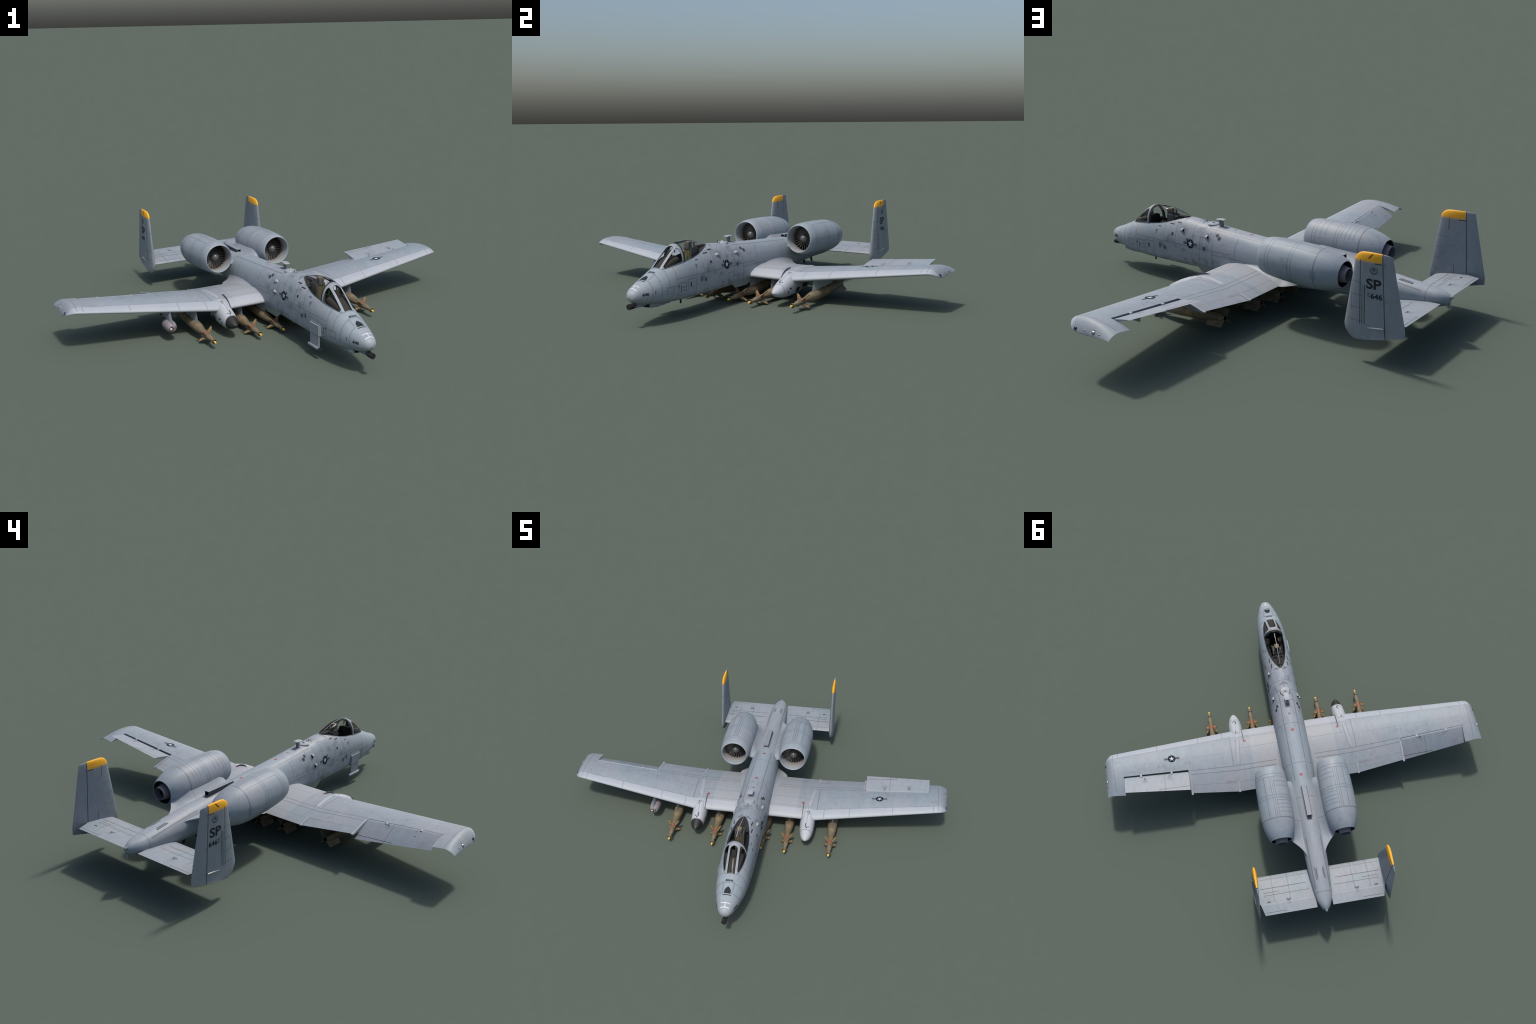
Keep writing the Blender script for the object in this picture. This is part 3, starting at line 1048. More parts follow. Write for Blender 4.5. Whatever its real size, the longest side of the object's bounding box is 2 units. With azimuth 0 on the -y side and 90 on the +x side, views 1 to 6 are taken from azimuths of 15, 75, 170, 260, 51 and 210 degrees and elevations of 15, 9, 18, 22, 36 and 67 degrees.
fan_mesh = None
for s in (1, -1):
    c = (s * EX, 0, EZ)
    bm = bmesh.new()
    prof = [(0.190, 0.0775), (0.155, 0.0785), (0.125, 0.0800)]
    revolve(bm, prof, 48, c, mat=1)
    fine = [(p[0], p[1]) for p in NAC]
    revolve(bm, [(0.125, 0.0800)] + fine, 48, c, mat=0)
    revolve(bm, [(0.564, 0.0650), (0.5635, 0.0630), (0.558, 0.0632)], 48, c, mat=0)
    revolve(bm, [(0.558, 0.0632), (0.52, 0.0640), (0.38, 0.0800), (0.26, 0.0800), (0.26, 0.0)], 48, c, mat=2)
    tilt_engine(bm)
    me = finish(bm, "engine_nacelle", weld=1e-6, recalc=False)
    bm = bmesh.new()
    bm.from_mesh(me)
    bmesh.ops.recalc_face_normals(bm, faces=bm.faces)
    bm.to_mesh(me)
    bm.free()
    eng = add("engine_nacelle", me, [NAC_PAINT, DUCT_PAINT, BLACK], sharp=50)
    # back plate behind the fan
    bm = bmesh.new()
    revolve(bm, [(0.189, 0.0778), (0.189, 0.0)], 32, c)
    tilt_engine(bm)
    add("fan_backplate", finish(bm, "fan_backplate"), BLACK, parent=eng)
    bm = bmesh.new()
    revolve(bm, [(0.140, 0.0), (0.1412, 0.007), (0.145, 0.014), (0.152, 0.021), (0.162, 0.0265), (0.176, 0.0295), (0.189, 0.0300)], 32, c)
    tilt_engine(bm)
    add("fan_spinner", finish(bm, "fan_spinner"), SPINNER, parent=eng)
    if fan_mesh is None:
        bm = bmesh.new()
        rs = []
        for k in range(6):
            t = k / 5
            r = 0.026 + 0.0505 * t
            tw = math.radians(30 + 22 * t)
            w = 0.0046 + 0.0046 * t
            pts = [(-w, 0.0), (0.0, 0.0011), (w, 0.0), (0.0, -0.0011)]
            rs.append([(px * math.cos(tw) - py * math.sin(tw), px * math.sin(tw) + py * math.cos(tw), r) for px, py in pts])
        loft(bm, rs, cap0=True, cap1=True)
        fan_mesh = finish(bm, "fan_blade")
        fan_mesh.materials.append(FAN)
    for k in range(24):
        ob = bpy.data.objects.new("fan_blade", fan_mesh)
        COL.objects.link(ob)
        ob.parent = eng
        ob.matrix_local = Matrix.Translation((s * EX, 0.105, EZ)) @ Matrix.Rotation(NAC_DROP, 4, 'X') @ Matrix.Translation((0, 0.074, 0)) @ Matrix.Rotation(TAU * k / 24, 4, 'Y')
    bm = bmesh.new()
    revolve(bm, [(0.27, 0.060), (0.47, 0.0540), (0.53, 0.0460), (0.585, 0.0345), (0.5855, 0.0330), (0.54, 0.0335), (0.42, 0.0380), (0.42, 0.0)], 40, c)
    tilt_engine(bm)
    add("core_exhaust", finish(bm, "core_exhaust"), NOZZLE, parent=eng, sharp=40)
    bm = bmesh.new()
    revolve(bm, [(0.548, 0.0328), (0.43, 0.0370), (0.43, 0.0)], 32, c)
    tilt_engine(bm)
    add("exhaust_void", finish(bm, "exhaust_void"), BLACK, parent=eng)

    # pylon fairing between fuselage and nacelle: lies low on the body, sweeps up to the nacelle flank
    bm = bmesh.new()
    rs = []
    ny = [r_[0] for r_ in NAC[2:]]
    nr = [r_[1] for r_ in NAC[2:]]
    for k in range(34):
        y = 0.166 + (0.676 - 0.166) * k / 33
        head = math.sqrt(min(1.0, (y - 0.166 + 0.0004) / 0.022))
        zn = EZ + (y - 0.105) * math.sin(NAC_DROP)
        z0 = 0.269 - 0.024 * (y - 0.166) / 0.506
        if y < 0.560:
            xe = EX - interp(ny, nr, y) + 0.012
            rise = 0.062 * min(1.0, 0.35 + (y - 0.166) / 0.10) * (1.0 if y < 0.46 else max(0.25, 1 - (y - 0.46) / 0.13))
            thick = 0.046 if y < 0.40 else 0.046 - 0.034 * (y - 0.40) / 0.16
        else:
            q = min(1.0, (y - 0.560) / 0.116)
            xe = 0.056 + 0.085 * (1 - q) ** 1.55
            rise = 0.0145 * (1 - q)
            thick = 0.012 - 0.009 * q
        x0 = 0.036
        up_, lo_ = [], []
        for q in np.linspace(0, 1, 11):
            x = x0 + (xe - x0) * q
            z = z0 + rise * q ** 1.7
            mid = z - thick * 0.5
            up_.append((s * x, y, mid + thick * 0.5 * head))
            lo_.append((s * x, y, mid - thick * 0.5 * head + 0.35 * rise * q ** 2 * 0))
        rs.append(up_ + list(reversed(lo_)))
    loft(bm, rs, cap0=True, cap1=True)
    add("engine_pylon", finish(bm, "engine_pylon"), paint("pylon_grey_%d" % s, [ring_line(0.445, 0.001)], light=1.06) if s > 0 else bpy.data.materials["pylon_grey_1"], sharp=40)

# ------------------------------------------------------------------ tail
STAB_PAINT = paint("tailplane_ghost_grey",
                   [(0.20, 0.82, 0.3, 0.0007, 0.10, 0.2), (0.30, 0.82, 0.3, 0.0007, 0.10, 0.2), (0.21, 0.755, 0.3, 0.17, 0.0008, 0.2)],
                   [(0.22, 0.790, 0.3, 0.13, 0.0009, 0.12), (0.235, 0.815, 0.3, 0.14, 0.0014, 0.12), (0.22, 0.860, 0.3, 0.14, 0.0008, 0.12), (0.31, 0.842, 0.3, 0.05, 0.0009, 0.12), (0.2, 0.9125, 0.2, 0.3, 0.0016, 0.3),
                    (0.205, 0.900, 0.3, 0.003, 0.004, 0.12), (0.222, 0.900, 0.3, 0.003, 0.004, 0.12), (0.2135, 0.906, 0.3, 0.006, 0.003, 0.12), (0.335, 0.903, 0.3, 0.010, 0.003, 0.12)],
                   [([(0.215, 0.91, 0.195, 0.008)], (0.05, 0.05, 0.055), 0.014, 0.7), ([(0.335, 0.905, 0.195, 0.008)], (0.05, 0.05, 0.055), 0.012, 0.5)],
                   streak=(35, 8, 35), P=mirror_x)
ELEV_PAINT = paint("elevator_ghost_grey", [], [(0.30, 0.968, 0.3, 0.06, 0.0007, 0.12)],
                   [([(0.215, 0.918, 0.19, 0.008)], (0.08, 0.08, 0.085), 0.016, 0.55)], streak=(35, 8, 35), P=mirror_x)
SZ = 0.183


def sym_foil(f, thick):
    return 5 * thick * (0.2969 * math.sqrt(f) - 0.126 * f - 0.3516 * f**2 + 0.2843 * f**3 - 0.1036 * f**4)


for s in (1, -1):
    y0, y1, ch = 0.727, 0.984, 0.257
    cut = 0.185 / ch
    fr = [cut * (1 - math.cos(math.pi / 2 * k / 14)) for k in range(15)]
    loop = [(y0 + f * ch, SZ + sym_foil(f, 0.10) * ch) for f in reversed(fr)] + [(y0 + f * ch, SZ - sym_foil(f, 0.10) * ch) for f in fr[1:]]
    inc = math.radians(8.6)
    py, pz = y0 + cut * ch, 0.182
    loop = [(py + (y - py) * math.cos(inc) - (z - SZ) * math.sin(inc), pz + (y - py) * math.sin(inc) + (z - SZ) * math.cos(inc)) for y, z in loop]
    bm = bmesh.new()
    loft(bm, [[(s * x, y, z) for y, z in loop] for x in np.linspace(0.03, 0.395, 8)], cap0=True, cap1=True)
    add("tailplane", finish(bm, "tailplane"), STAB_PAINT, sharp=45)
    e0 = cut + 0.006
    fr = [e0 + (1 - e0) * k / 8 for k in range(9)]
    hz = sym_foil(e0, 0.10) * ch
    loop = [(y0 + f * ch, SZ + sym_foil(f, 0.10) * ch) for f in reversed(fr)]
    loop += [(y0 + e0 * ch - 0.006 * math.sin(math.pi * k / 5), SZ + hz * math.cos(math.pi * k / 5)) for k in range(1, 5)]
    loop += [(y0 + f * ch, SZ - sym_foil(f, 0.10) * ch) for f in fr[:-1]]
    a = math.radians(5.5)
    hy = y0 + e0 * ch
    loop = [(hy + (y - hy) * math.cos(a) - (z - SZ) * math.sin(a), SZ + (y - hy) * math.sin(a) + (z - SZ) * math.cos(a)) for y, z in loop]
    bm = bmesh.new()
    rings = []
    for x in np.linspace(0.049, 0.388, 8):
        ring = []
        for y, z in loop:
            xx = x
            if x > 0.36:
                xx = min(x, 0.388 - 0.019 * max(0, (y - hy)) / 0.07)
            ring.append((s * xx, y, z))
        rings.append(ring)
    loft(bm, rings, cap0=True, cap1=True)
    add("elevator", finish(bm, "elevator"), ELEV_PAINT, sharp=45)


def fin_y(z):
    """leading edge, hinge line, trailing edge of the fin at height z"""
    t = (z - 0.10) / 0.40
    le = 0.688 + 0.064 * (z - 0.14) / 0.34
    if z < 0.165:
        q = (0.165 - z) / 0.07
        le = 0.692 + 0.062 * (1 - math.sqrt(max(0, 1 - min(1, q) ** 2)))
    if z > 0.462:
        q = (z - 0.462) / 0.046
        le = 0.7485 + 0.05 * (1 - math.sqrt(max(0, 1 - min(1, q) ** 2)))
    hinge = 0.903 - 0.017 * (z - 0.13) / 0.37
    te = 0.998 - 0.063 * (max(z, 0.14) - 0.14) / 0.363
    return le, hinge, te


def fin_extra(nt, P, c):
    x, y, z = nt.xyz(P)
    edge = nt.math('ADD', z, nt.math('MULTIPLY', nt.noise(nt.P, 60, 3.0), 0.006))
    cap = nt.math('MULTIPLY', nt.ramp(edge, 0.464, 0.480), nt.ramp(y, 0.8835, 0.8850, 1.0, 0.0))
    amber = nt.mix(nt.noise(nt.P, 25.0, 2.0), (0.72, 0.33, 0.015), (0.86, 0.43, 0.02))
    c = nt.mix(cap, c, amber)
    ox = nt.math('GREATER_THAN', x, 0.404)
    sl = nt.math('ABSOLUTE', nt.math('SUBTRACT', nt.math('SUBTRACT', y, 0.832), nt.math('MULTIPLY', nt.math('SUBTRACT', z, 0.494), 0.9)))
    bar = nt.math('MULTIPLY', nt.ramp(sl, 0.003, 0.007, 1.0, 0.0), nt.ramp(nt.math('ABSOLUTE', nt.math('SUBTRACT', z, 0.494)), 0.008, 0.013, 1.0, 0.0))
    return nt.mix(nt.math('MULTIPLY', nt.math('MULTIPLY', bar, ox), 0.9), c, (0.04, 0.022, 0.01))


FIN_PAINT = paint("fin_ghost_grey",
                  [(0.41, 0.76, z, 0.02, 0.03, 0.0006) for z in (0.19, 0.25, 0.31, 0.37)] +
                  [(0.424, 0.736, 0.34, 0.016, 0.0010, 0.10)],
                  [(0.424, 0.7815, 0.325, 0.016, 0.0013, 0.148), (0.388, 0.80, 0.44, 0.016, 0.0010, 0.03), (0.388, 0.835, 0.20, 0.016, 0.0009, 0.03), (0.41, 0.869, 0.4645, 0.03, 0.017, 0.0016),
                   (0.424, 0.7915, 0.272, 0.016, 0.0008, 0.092), (0.424, 0.8045, 0.272, 0.016, 0.0008, 0.092)],
                  [([(0.41, 0.858, 0.245, 0.004), (0.395, 0.78, 0.27, 0.004)], (0.12, 0.13, 0.14), 0.004, 0.7)],
                  streak=(35, 35, 6), P=mirror_x, extra=fin_extra, light=0.9)
RUD_PAINT = paint("rudder_ghost_grey", [], [], [([(0.405, 0.895, 0.466, 0.006), (0.405, 0.905, 0.30, 0.005), (0.405, 0.91, 0.17, 0.005)], (0.06, 0.066, 0.075), 0.012, 0.55)],
                  streak=(35, 35, 6), P=mirror_x, light=0.9)
fins = {}
for s in (1, -1):
    zs = list(0.0955 + 0.07 * (1 - np.cos(np.linspace(0, math.pi / 2, 9)))) + list(np.linspace(0.18, 0.455, 16)) + list(0.462 + 0.046 * np.sin(np.linspace(0, math.pi / 2, 9)))
    bm = bmesh.new()
    bm2 = bmesh.new()
    r1, r2 = [], []
    for z in zs:
        z = float(z)
        le, hg, te = fin_y(z)
        zt = z
        c = te - le
        th = 0.034 * (1 - 0.25 * (z - 0.1) / 0.4)
        if z > 0.462:
            th *= max(0.25, math.sqrt(max(0, 1 - ((z - 0.462) / 0.047) ** 2)) * 0.75 + 0.25)
        cut = (hg - le) / c
        fr = [cut * (1 - math.cos(math.pi / 2 * k / 12)) for k in range(13)]

        def top(y):      # crown slopes down slightly forward and aft
            return 0.0
        lp = [(s * (0.403 + sym_foil(f, 1.0) * th), le + f * c, z) for f in reversed(fr)]
        lp += [(s * (0.403 - sym_foil(f, 1.0) * th), le + f * c, z) for f in fr[1:]]
        r1.append(lp)
        e0 = cut + 0.004 / c
        fr2 = [e0 + (1 - e0) * k / 6 for k in range(7)]
        zl = 0.1345 + (z - 0.0955) * (0.5035 - 0.1345) / (0.508 - 0.0955)
        lp = [(s * (0.403 + sym_foil(f, 1.0) * th), le + f * c, z) for f in reversed(fr2)]
        lp += [(s * (0.403 - sym_foil(f, 1.0) * th), le + f * c, z) for f in fr2]
        # lower edge of the rudder climbs aft
        if True:
            lp2 = []
            for x_, y_, z_ in lp:
                q = (y_ - hg) / (te - hg)
                zlow = 0.128 + 0.020 * q
                zhi = 0.508 - 0.004 * q
                lp2.append((x_, y_, zlow + (z - 0.0955) / (0.508 - 0.0955) * (zhi - zlow)))
            lp = lp2
        r2.append(lp)
    # lower edge of the fin climbs from the front to the hinge
    r1n = []
    for ring, z in zip(r1, zs):
        le, hg, te = fin_y(float(z))
        r1n.append([(x, y, zz + max(0.0, (0.15 - zz) / 0.055) * 0.030 * max(0, (y - 0.75) / 0.15)) for x, y, zz in ring])
    loft(bm, r1n, cap0=True, cap1=True)
    fins[s] = add("tail_fin", finish(bm, "tail_fin"), FIN_PAINT, sharp=45)
    loft(bm2, r2, cap0=True, cap1=True)
    add("rudder", finish(bm2, "rudder"), RUD_PAINT, sharp=45)
    # actuator rod fairing and lamps on the outer face
    bm = bmesh.new()
    revolve(bm, [(0.0, 0.0005), (0.008, 0.0035), (0.02, 0.005), (0.085, 0.0042), (0.097, 0.0025), (0.097, 0.0)], 12)
    bmesh.ops.transform(bm, matrix=Matrix.Translation((s * 0.4145, 0.802, 0.162)) @ Matrix.Rotation(math.radians(7), 4, 'X'), verts=bm.verts)
    add("rudder_actuator", finish(bm, "rudder_actuator"), STEEL, parent=fins[s])
    bm = bmesh.new()
    for y, z in ((0.735, 0.137), (0.832, 0.126)):
        bmesh.ops.create_uvsphere(bm, u_segments=14, v_segments=8, radius=0.008, matrix=Matrix.Translation((s * 0.412, y, z)) @ Matrix.Diagonal((0.5, 1.3, 0.8, 1)))
    add("fin_lamp", finish(bm, "fin_lamp"), PALEPAINT, parent=fins[s])
    bm = bmesh.new()
    box(bm, s * 0.4155 - 0.004, s * 0.4155 + 0.004, 0.793, 0.803, 0.182, 0.362, bevel=0.001)
    bmesh.ops.transform(bm, matrix=Matrix.Translation((0, 0.0, 0)), verts=bm.verts)
    add("formation_light", finish(bm, "formation_light"), plain("formation_strip_%d" % s, (0.20, 0.225, 0.24), 0.5), parent=fins[s])

# tail cone lamps
bm = bmesh.new()
revolve(bm, [(0.992, 0.010), (1.022, 0.0065), (1.024, 0.005), (1.018, 0.0)], 16, (0, 0, 0.213))
revolve(bm, [(-0.022, 0.007), (0.0, 0.0075), (0.0, 0.0)], 14, (0, 1.004, 0.182), axis='Z')
for sx in (-1, 1):
    bmesh.ops.create_uvsphere(bm, u_segments=12, v_segments=8, radius=0.0055, matrix=Matrix.Translation((sx * 0.019, 0.998, 0.190)))
add("tail_lamp", finish(bm, "tail_lamp"), plain("lamp_grey", (0.24, 0.27, 0.30), 0.4))

# raised vents on the tail spine
for s in (1, -1):
    bm = bmesh.new()
    box(bm, -0.0088, 0.0088, -0.0385, 0.0385, -0.004, 0.0012, mat=1)
    box(bm, -0.0072, 0.0072, -0.0365, 0.0365, -0.003, 0.0028, mat=0, bevel=0.0008)
    box(bm, -0.0034, 0.0034, -0.0310, 0.0310, -0.003, 0.0034, mat=1)
    for k in range(9):
        box(bm, -0.0026, 0.0026, -0.029 + k * 0.0068, -0.0255 + k * 0.0068, 0.0, 0.0039, mat=0)
    bmesh.ops.transform(bm, matrix=Matrix.Translation((s * 0.021, 0.792, 0.257)) @ Matrix.Rotation(math.radians(-6.5), 4, 'X') @ Matrix.Rotation(math.radians(12 * s), 4, 'Y'), verts=bm.verts)
    add("spine_vent", finish(bm, "spine_vent"), [FRAME_PAINT, LINE])

# ------------------------------------------------------------------ fuselage fittings
bm = bmesh.new()      # exhaust duct on the spine
w, y0, y1, zb, zt = 0.0138, 0.234, 0.434, 0.289, 0.3195
th = 0.0018
ring_o = lambda y: [(-w, y, zb), (w, y, zb), (w, y, zt), (-w, y, zt)]
ring_i = lambda y: [(-w + th, y, zb + th), (w - th, y, zb + th), (w - th, y, zt - th), (-w + th, y, zt - th)]
loft(bm, [ring_i(y0 + 0.03), ring_i(y0), ring_o(y0), ring_o(y1), ring_i(y1), ring_i(y1 - 0.03)])
me = finish(bm, "spine_duct")
for p in me.polygons:
    p.material_index = 1 if abs(p.normal.x) > 0.7 else 0
duct = add("spine_duct", me, [plain("duct_grey", (0.21, 0.235, 0.265), 0.5), plain("duct_side_dark", (0.045, 0.05, 0.058), 0.6)], sharp=30)
bm = bmesh.new()
for y in (y0 + 0.012, y1 - 0.012):
    bm.faces.new([bm.verts.new(p) for p in ring_i(y)])
add("duct_void", finish(bm, "duct_void", recalc=False), BLACK, parent=duct)

bm = bmesh.new()      # blade antenna with a top plate, disc antenna
zs0 = fus_top(-0.36, 0)
plate(bm, [(0, -0.385, zs0 - 0.008), (0, -0.352, zs0 - 0.008), (0, -0.357, 0.380), (0, -0.384, 0.380)], 0.005, 0, 0.001)
add("blade_mast", finish(bm, "blade_mast"), plain("mast_grey", (0.14, 0.16, 0.185), 0.5))
bm = bmesh.new()
rs = []
for y, hw, z in ((-0.400, 0.013, 0.3800), (-0.397, 0.016, 0.3805), (-0.372, 0.0165, 0.3835), (-0.348, 0.016, 0.3825), (-0.345, 0.014, 0.3820)):
    rs.append([(-hw, y, z - 0.0022), (hw, y, z - 0.0022), (hw, y, z - 0.0006), (0, y, z + 0.0012), (-hw, y, z - 0.0006)])
loft(bm, rs, cap0=True, cap1=True)
add("antenna_plate", finish(bm, "antenna_plate"), PALEPAINT)
bm = bmesh.new()
zd = fus_top(-0.430, 0)
revolve(bm, [(-0.016, 0.0325), (-0.002, 0.0325), (0.0035, 0.0300), (0.0072, 0.0150), (0.0078, 0.0)], 36, (0, -0.428, zd), axis='Z')
revolve(bm, [(-0.016, 0.0345), (-0.0055, 0.0345), (-0.005, 0.0320)], 36, (0, -0.428, zd), axis='Z', mat=1)
revolve(bm, [(0.006, 0.007), (0.0115, 0.0066), (0.0135, 0.004), (0.0138, 0.0)], 20, (0, -0.431, zd), axis='Z')
bmesh.ops.rotate(bm, verts=bm.verts, cent=(0, -0.428, zd), matrix=Matrix.Rotation(math.radians(-4.5), 3, 'X'))
add("disc_antenna", finish(bm, "disc_antenna"), [PALEPAINT, LINE])
bm = bmesh.new()
for y, h in ((-0.478, 0.013), (-0.462, 0.006)):
    z = fus_top(y, 0)
    plate(bm, [(0, y - 0.003, z - 0.002), (0, y + 0.004, z - 0.002), (0, y + 0.003, z + h), (0, y, z + h)], 0.0016, 0)
for s, y, h, l in ((1, -0.872, 0.035, 0.008), (0.2, -0.86, 0.012, 0.02)):
    plate(bm, [(0.033 * s, y - l, 0.112), (0.033 * s, y + l, 0.112), (0.033 * s, y + l * 0.9, 0.108 - h), (0.033 * s, y - l * 0.4, 0.108 - h)], 0.003, 0)
for y in (0.505, 0.605):
    plate(bm, [(0, y - 0.020, 0.130), (0, y + 0.008, 0.130), (0, y + 0.020, 0.090), (0, y + 0.006, 0.088)], 0.004, 0)
add("whip_antenna", finish(bm, "whip_antenna"), DARK)

for s in (1, -1):     # cooling scoops
    for (y, z, r) in ((-0.596, 0.304, 0.0125), (-0.413, 0.293, 0.0125)) if s > 0 else ((-0.415, 0.293, 0.0125), (-0.425, 0.238, 0.011)):
        x = fus_side(y, z)
        bm = bmesh.new()
        rs = []
        for k in range(9):
            t = k / 8
            yy = y - r * 1.25 + t * r * 2.1
            q = math.sin(t ** 0.6 * math.pi / 2)
            xb = fus_side(yy, z)
            rs.append([(s * (xb - 0.004 + (0.004 + r * 0.75 * q) * math.sin(a)), yy, z + (0.001 + r * 0.85 * q) * math.cos(a)) for a in np.linspace(0, math.pi, 11)])
        vr = loft(bm, rs, closed=False)
        f = bm.faces.new(vr[-1])
        f.material_index = 1
        add("cooling_scoop", finish(bm, "cooling_scoop"), [PALEPAINT, BLACK], sharp=50)
    # belly strake ahead of the wing
    bm = bmesh.new()
    pts = [(-0.490, 0.128), (-0.443, 0.091), (-0.325, 0.091), (-0.27, 0.108), (-0.27, 0.132), (-0.40, 0.132)]
    plate(bm, [(s * 0.0945, y, z) for y, z in pts], 0.0035, 0, 0.0008)
    add("belly_strake", finish(bm, "belly_strake"), plain("strake_green_grey_%d" % s, (0.17, 0.20, 0.19), 0.5))

# ------------------------------------------------------------------ gun
GZ = 0.118
gun = bpy.data.objects.new("nose_cannon", None)
COL.objects.link(gun)
gun.parent = root
bm = bmesh.new()
for k in range(7):
    a = TAU * k / 7 + 0.2
    bx, bz = 0.0098 * math.cos(a), GZ + 0.0098 * math.sin(a)
    revolve(bm, [(-1.251, 0.0026), (-1.251, 0.0046), (-1.20, 0.0046)], 10, (bx, 0, bz))
    revolve(bm, [(-1.243, 0.0001), (-1.251, 0.0026)], 10, (bx, 0, bz))
add("gun_barrel", finish(bm, "gun_barrel"), GUN, parent=gun)
bm = bmesh.new()
for y0, y1, r in ((-1.247, -1.238, 0.0152), (-1.233, -1.228, 0.0152), (-1.222, -1.217, 0.0148)):
    revolve(bm, [(y0, 0.0), (y0, r), (y1, r), (y1, 0.0)], 24, (0, 0, GZ))
add("barrel_clamp", finish(bm, "barrel_clamp"), GUN, parent=gun, sharp=35)
bm = bmesh.new()
revolve(bm, [(-1.217, 0.0), (-1.217, 0.0125), (-1.13, 0.0150), (-1.10, 0.0150)], 24, (0, 0, GZ - 0.001))
add("barrel_shroud", finish(bm, "barrel_shroud"), paint("shroud_grey", light=0.9), parent=gun)
bm = bmesh.new()     # trough fairing under the nose
rs = []
for y, hw, zb in ((-1.150, 0.034, 0.106), (-1.122, 0.0385, 0.094), (-1.06, 0.040, 0.088), (-1.00, 0.038, 0.089), (-0.93, 0.026, 0.097)):
    rs.append([(-hw, y, 0.128), (-hw, y, zb + 0.006), (-hw * 0.7, y, zb), (hw * 0.7, y, zb), (hw, y, zb + 0.006), (hw, y, 0.128)])
loft(bm, rs[1:], closed=True, cap0=True, cap1=True)
fr_ = add("gun_trough_fairing", finish(bm, "gun_trough_fairing"), paint("trough_grey", light=0.92), parent=gun, sharp=35)
bm = bmesh.new()
plate(bm, [(-0.030, -1.1235, 0.120), (-0.030, -1.1235, 0.099), (0.030, -1.1235, 0.099), (0.030, -1.1235, 0.120)], 0.001, 1)
box(bm, -0.016, 0.016, -1.13, -1.12, 0.098, 0.104)
add("trough_void", finish(bm, "trough_void"), BLACK, parent=gun)
bm = bmesh.new()
box(bm, 0.030, 0.036, -1.128, -1.116, 0.103, 0.110, bevel=0.002)
for s, y, z in ((-1, -1.252, 0.163), (1, -1.225, 0.134)):
    plate(bm, [(s * 0.004, y, z), (s * 0.004, y + 0.02, z), (s * 0.004, y + 0.02, z - 0.006), (s * 0.004, y + 0.004, z - 0.005)], 0.003, 0)
add("nose_probe", finish(bm, "nose_probe"), plain("probe_grey", (0.16, 0.18, 0.2), 0.5), parent=gun)
bm = bmesh.new()
revolve(bm, [(-1.140, 0.0), (-1.138, 0.008), (-1.128, 0.011), (-1.105, 0.011), (-1.09, 0.004)], 16, (-0.042, 0, 0.111))
add("chin_lamp", finish(bm, "chin_lamp"), FRAME_PAINT, parent=gun)

# laser tracker pod on the right side of the nose
tr_ = bpy.data.objects.new("laser_tracker_pylon", None)
COL.objects.link(tr_)
tr_.parent = root
bm = bmesh.new()
box(bm, -0.105, -0.085, -0.915, -0.810, 0.124, 0.191, bevel=0.007)
box(bm, -0.1025, -0.0945, -0.905, -0.818, 0.064, 0.130, bevel=0.002)
add("tracker_mount", finish(bm, "tracker_mount"), FRAME_PAINT, parent=tr_)
bm = bmesh.new()
revolve(bm, [(-0.908, 0.0095), (-0.81, 0.0095), (-0.80, 0.006), (-0.797, 0.0)], 20, (-0.1005, 0, 0.0585))
add("tracker_tube", finish(bm, "tracker_tube"), FRAME_PAINT, parent=tr_)
bm = bmesh.new()
revolve(bm, [(-0.921, 0.0), (-0.921, 0.0092), (-0.908, 0.0096), (-0.906, 0.0)], 20, (-0.1005, 0, 0.0585))
add("tracker_window", finish(bm, "tracker_window"), GUN, parent=tr_, sharp=30)

# ------------------------------------------------------------------ gear pods
PODX = 0.354
GP = [(-0.444, 0.003, 0.089, 0.083), (-0.438, 0.012, 0.096, 0.076), (-0.425, 0.0225, 0.105, 0.066), (-0.40, 0.0335, 0.120, 0.055),
      (-0.37, 0.0410, 0.136, 0.048), (-0.33, 0.0455, 0.154, 0.044), (-0.29, 0.0470, 0.170, 0.044), (-0.26, 0.0460, 0.1795, 0.045),
      (-0.235, 0.0450, 0.1830, 0.046), (-0.20, 0.0440, 0.1835, 0.049), (-0.15, 0.0420, 0.178, 0.056), (-0.09, 0.037, 0.165, 0.068),
      (-0.03, 0.027, 0.150, 0.088), (0.02, 0.014, 0.140, 0.112), (0.045, 0.004, 0.132, 0.126)]


def pod_extra(black_nose):
    def fn(nt, P, c):
        x, y, z = nt.xyz(P)
        c = nt.mix(0.65, c, (0.44, 0.46, 0.50))
        if black_nose:
            sx = nt.math('SUBTRACT', x, PODX)
            ridge = nt.ramp(nt.math('ABSOLUTE', sx), 0.0004, 0.0012, 1.0, 0.0)
            blk = nt.mix(nt.math('MULTIPLY', ridge, 0.7), (0.018, 0.018, 0.019), (0.09, 0.10, 0.10))
            c = nt.mix(nt.ramp(y, -0.3865, -0.3845, 1.0, 0.0), c, blk)
        return c
    return fn


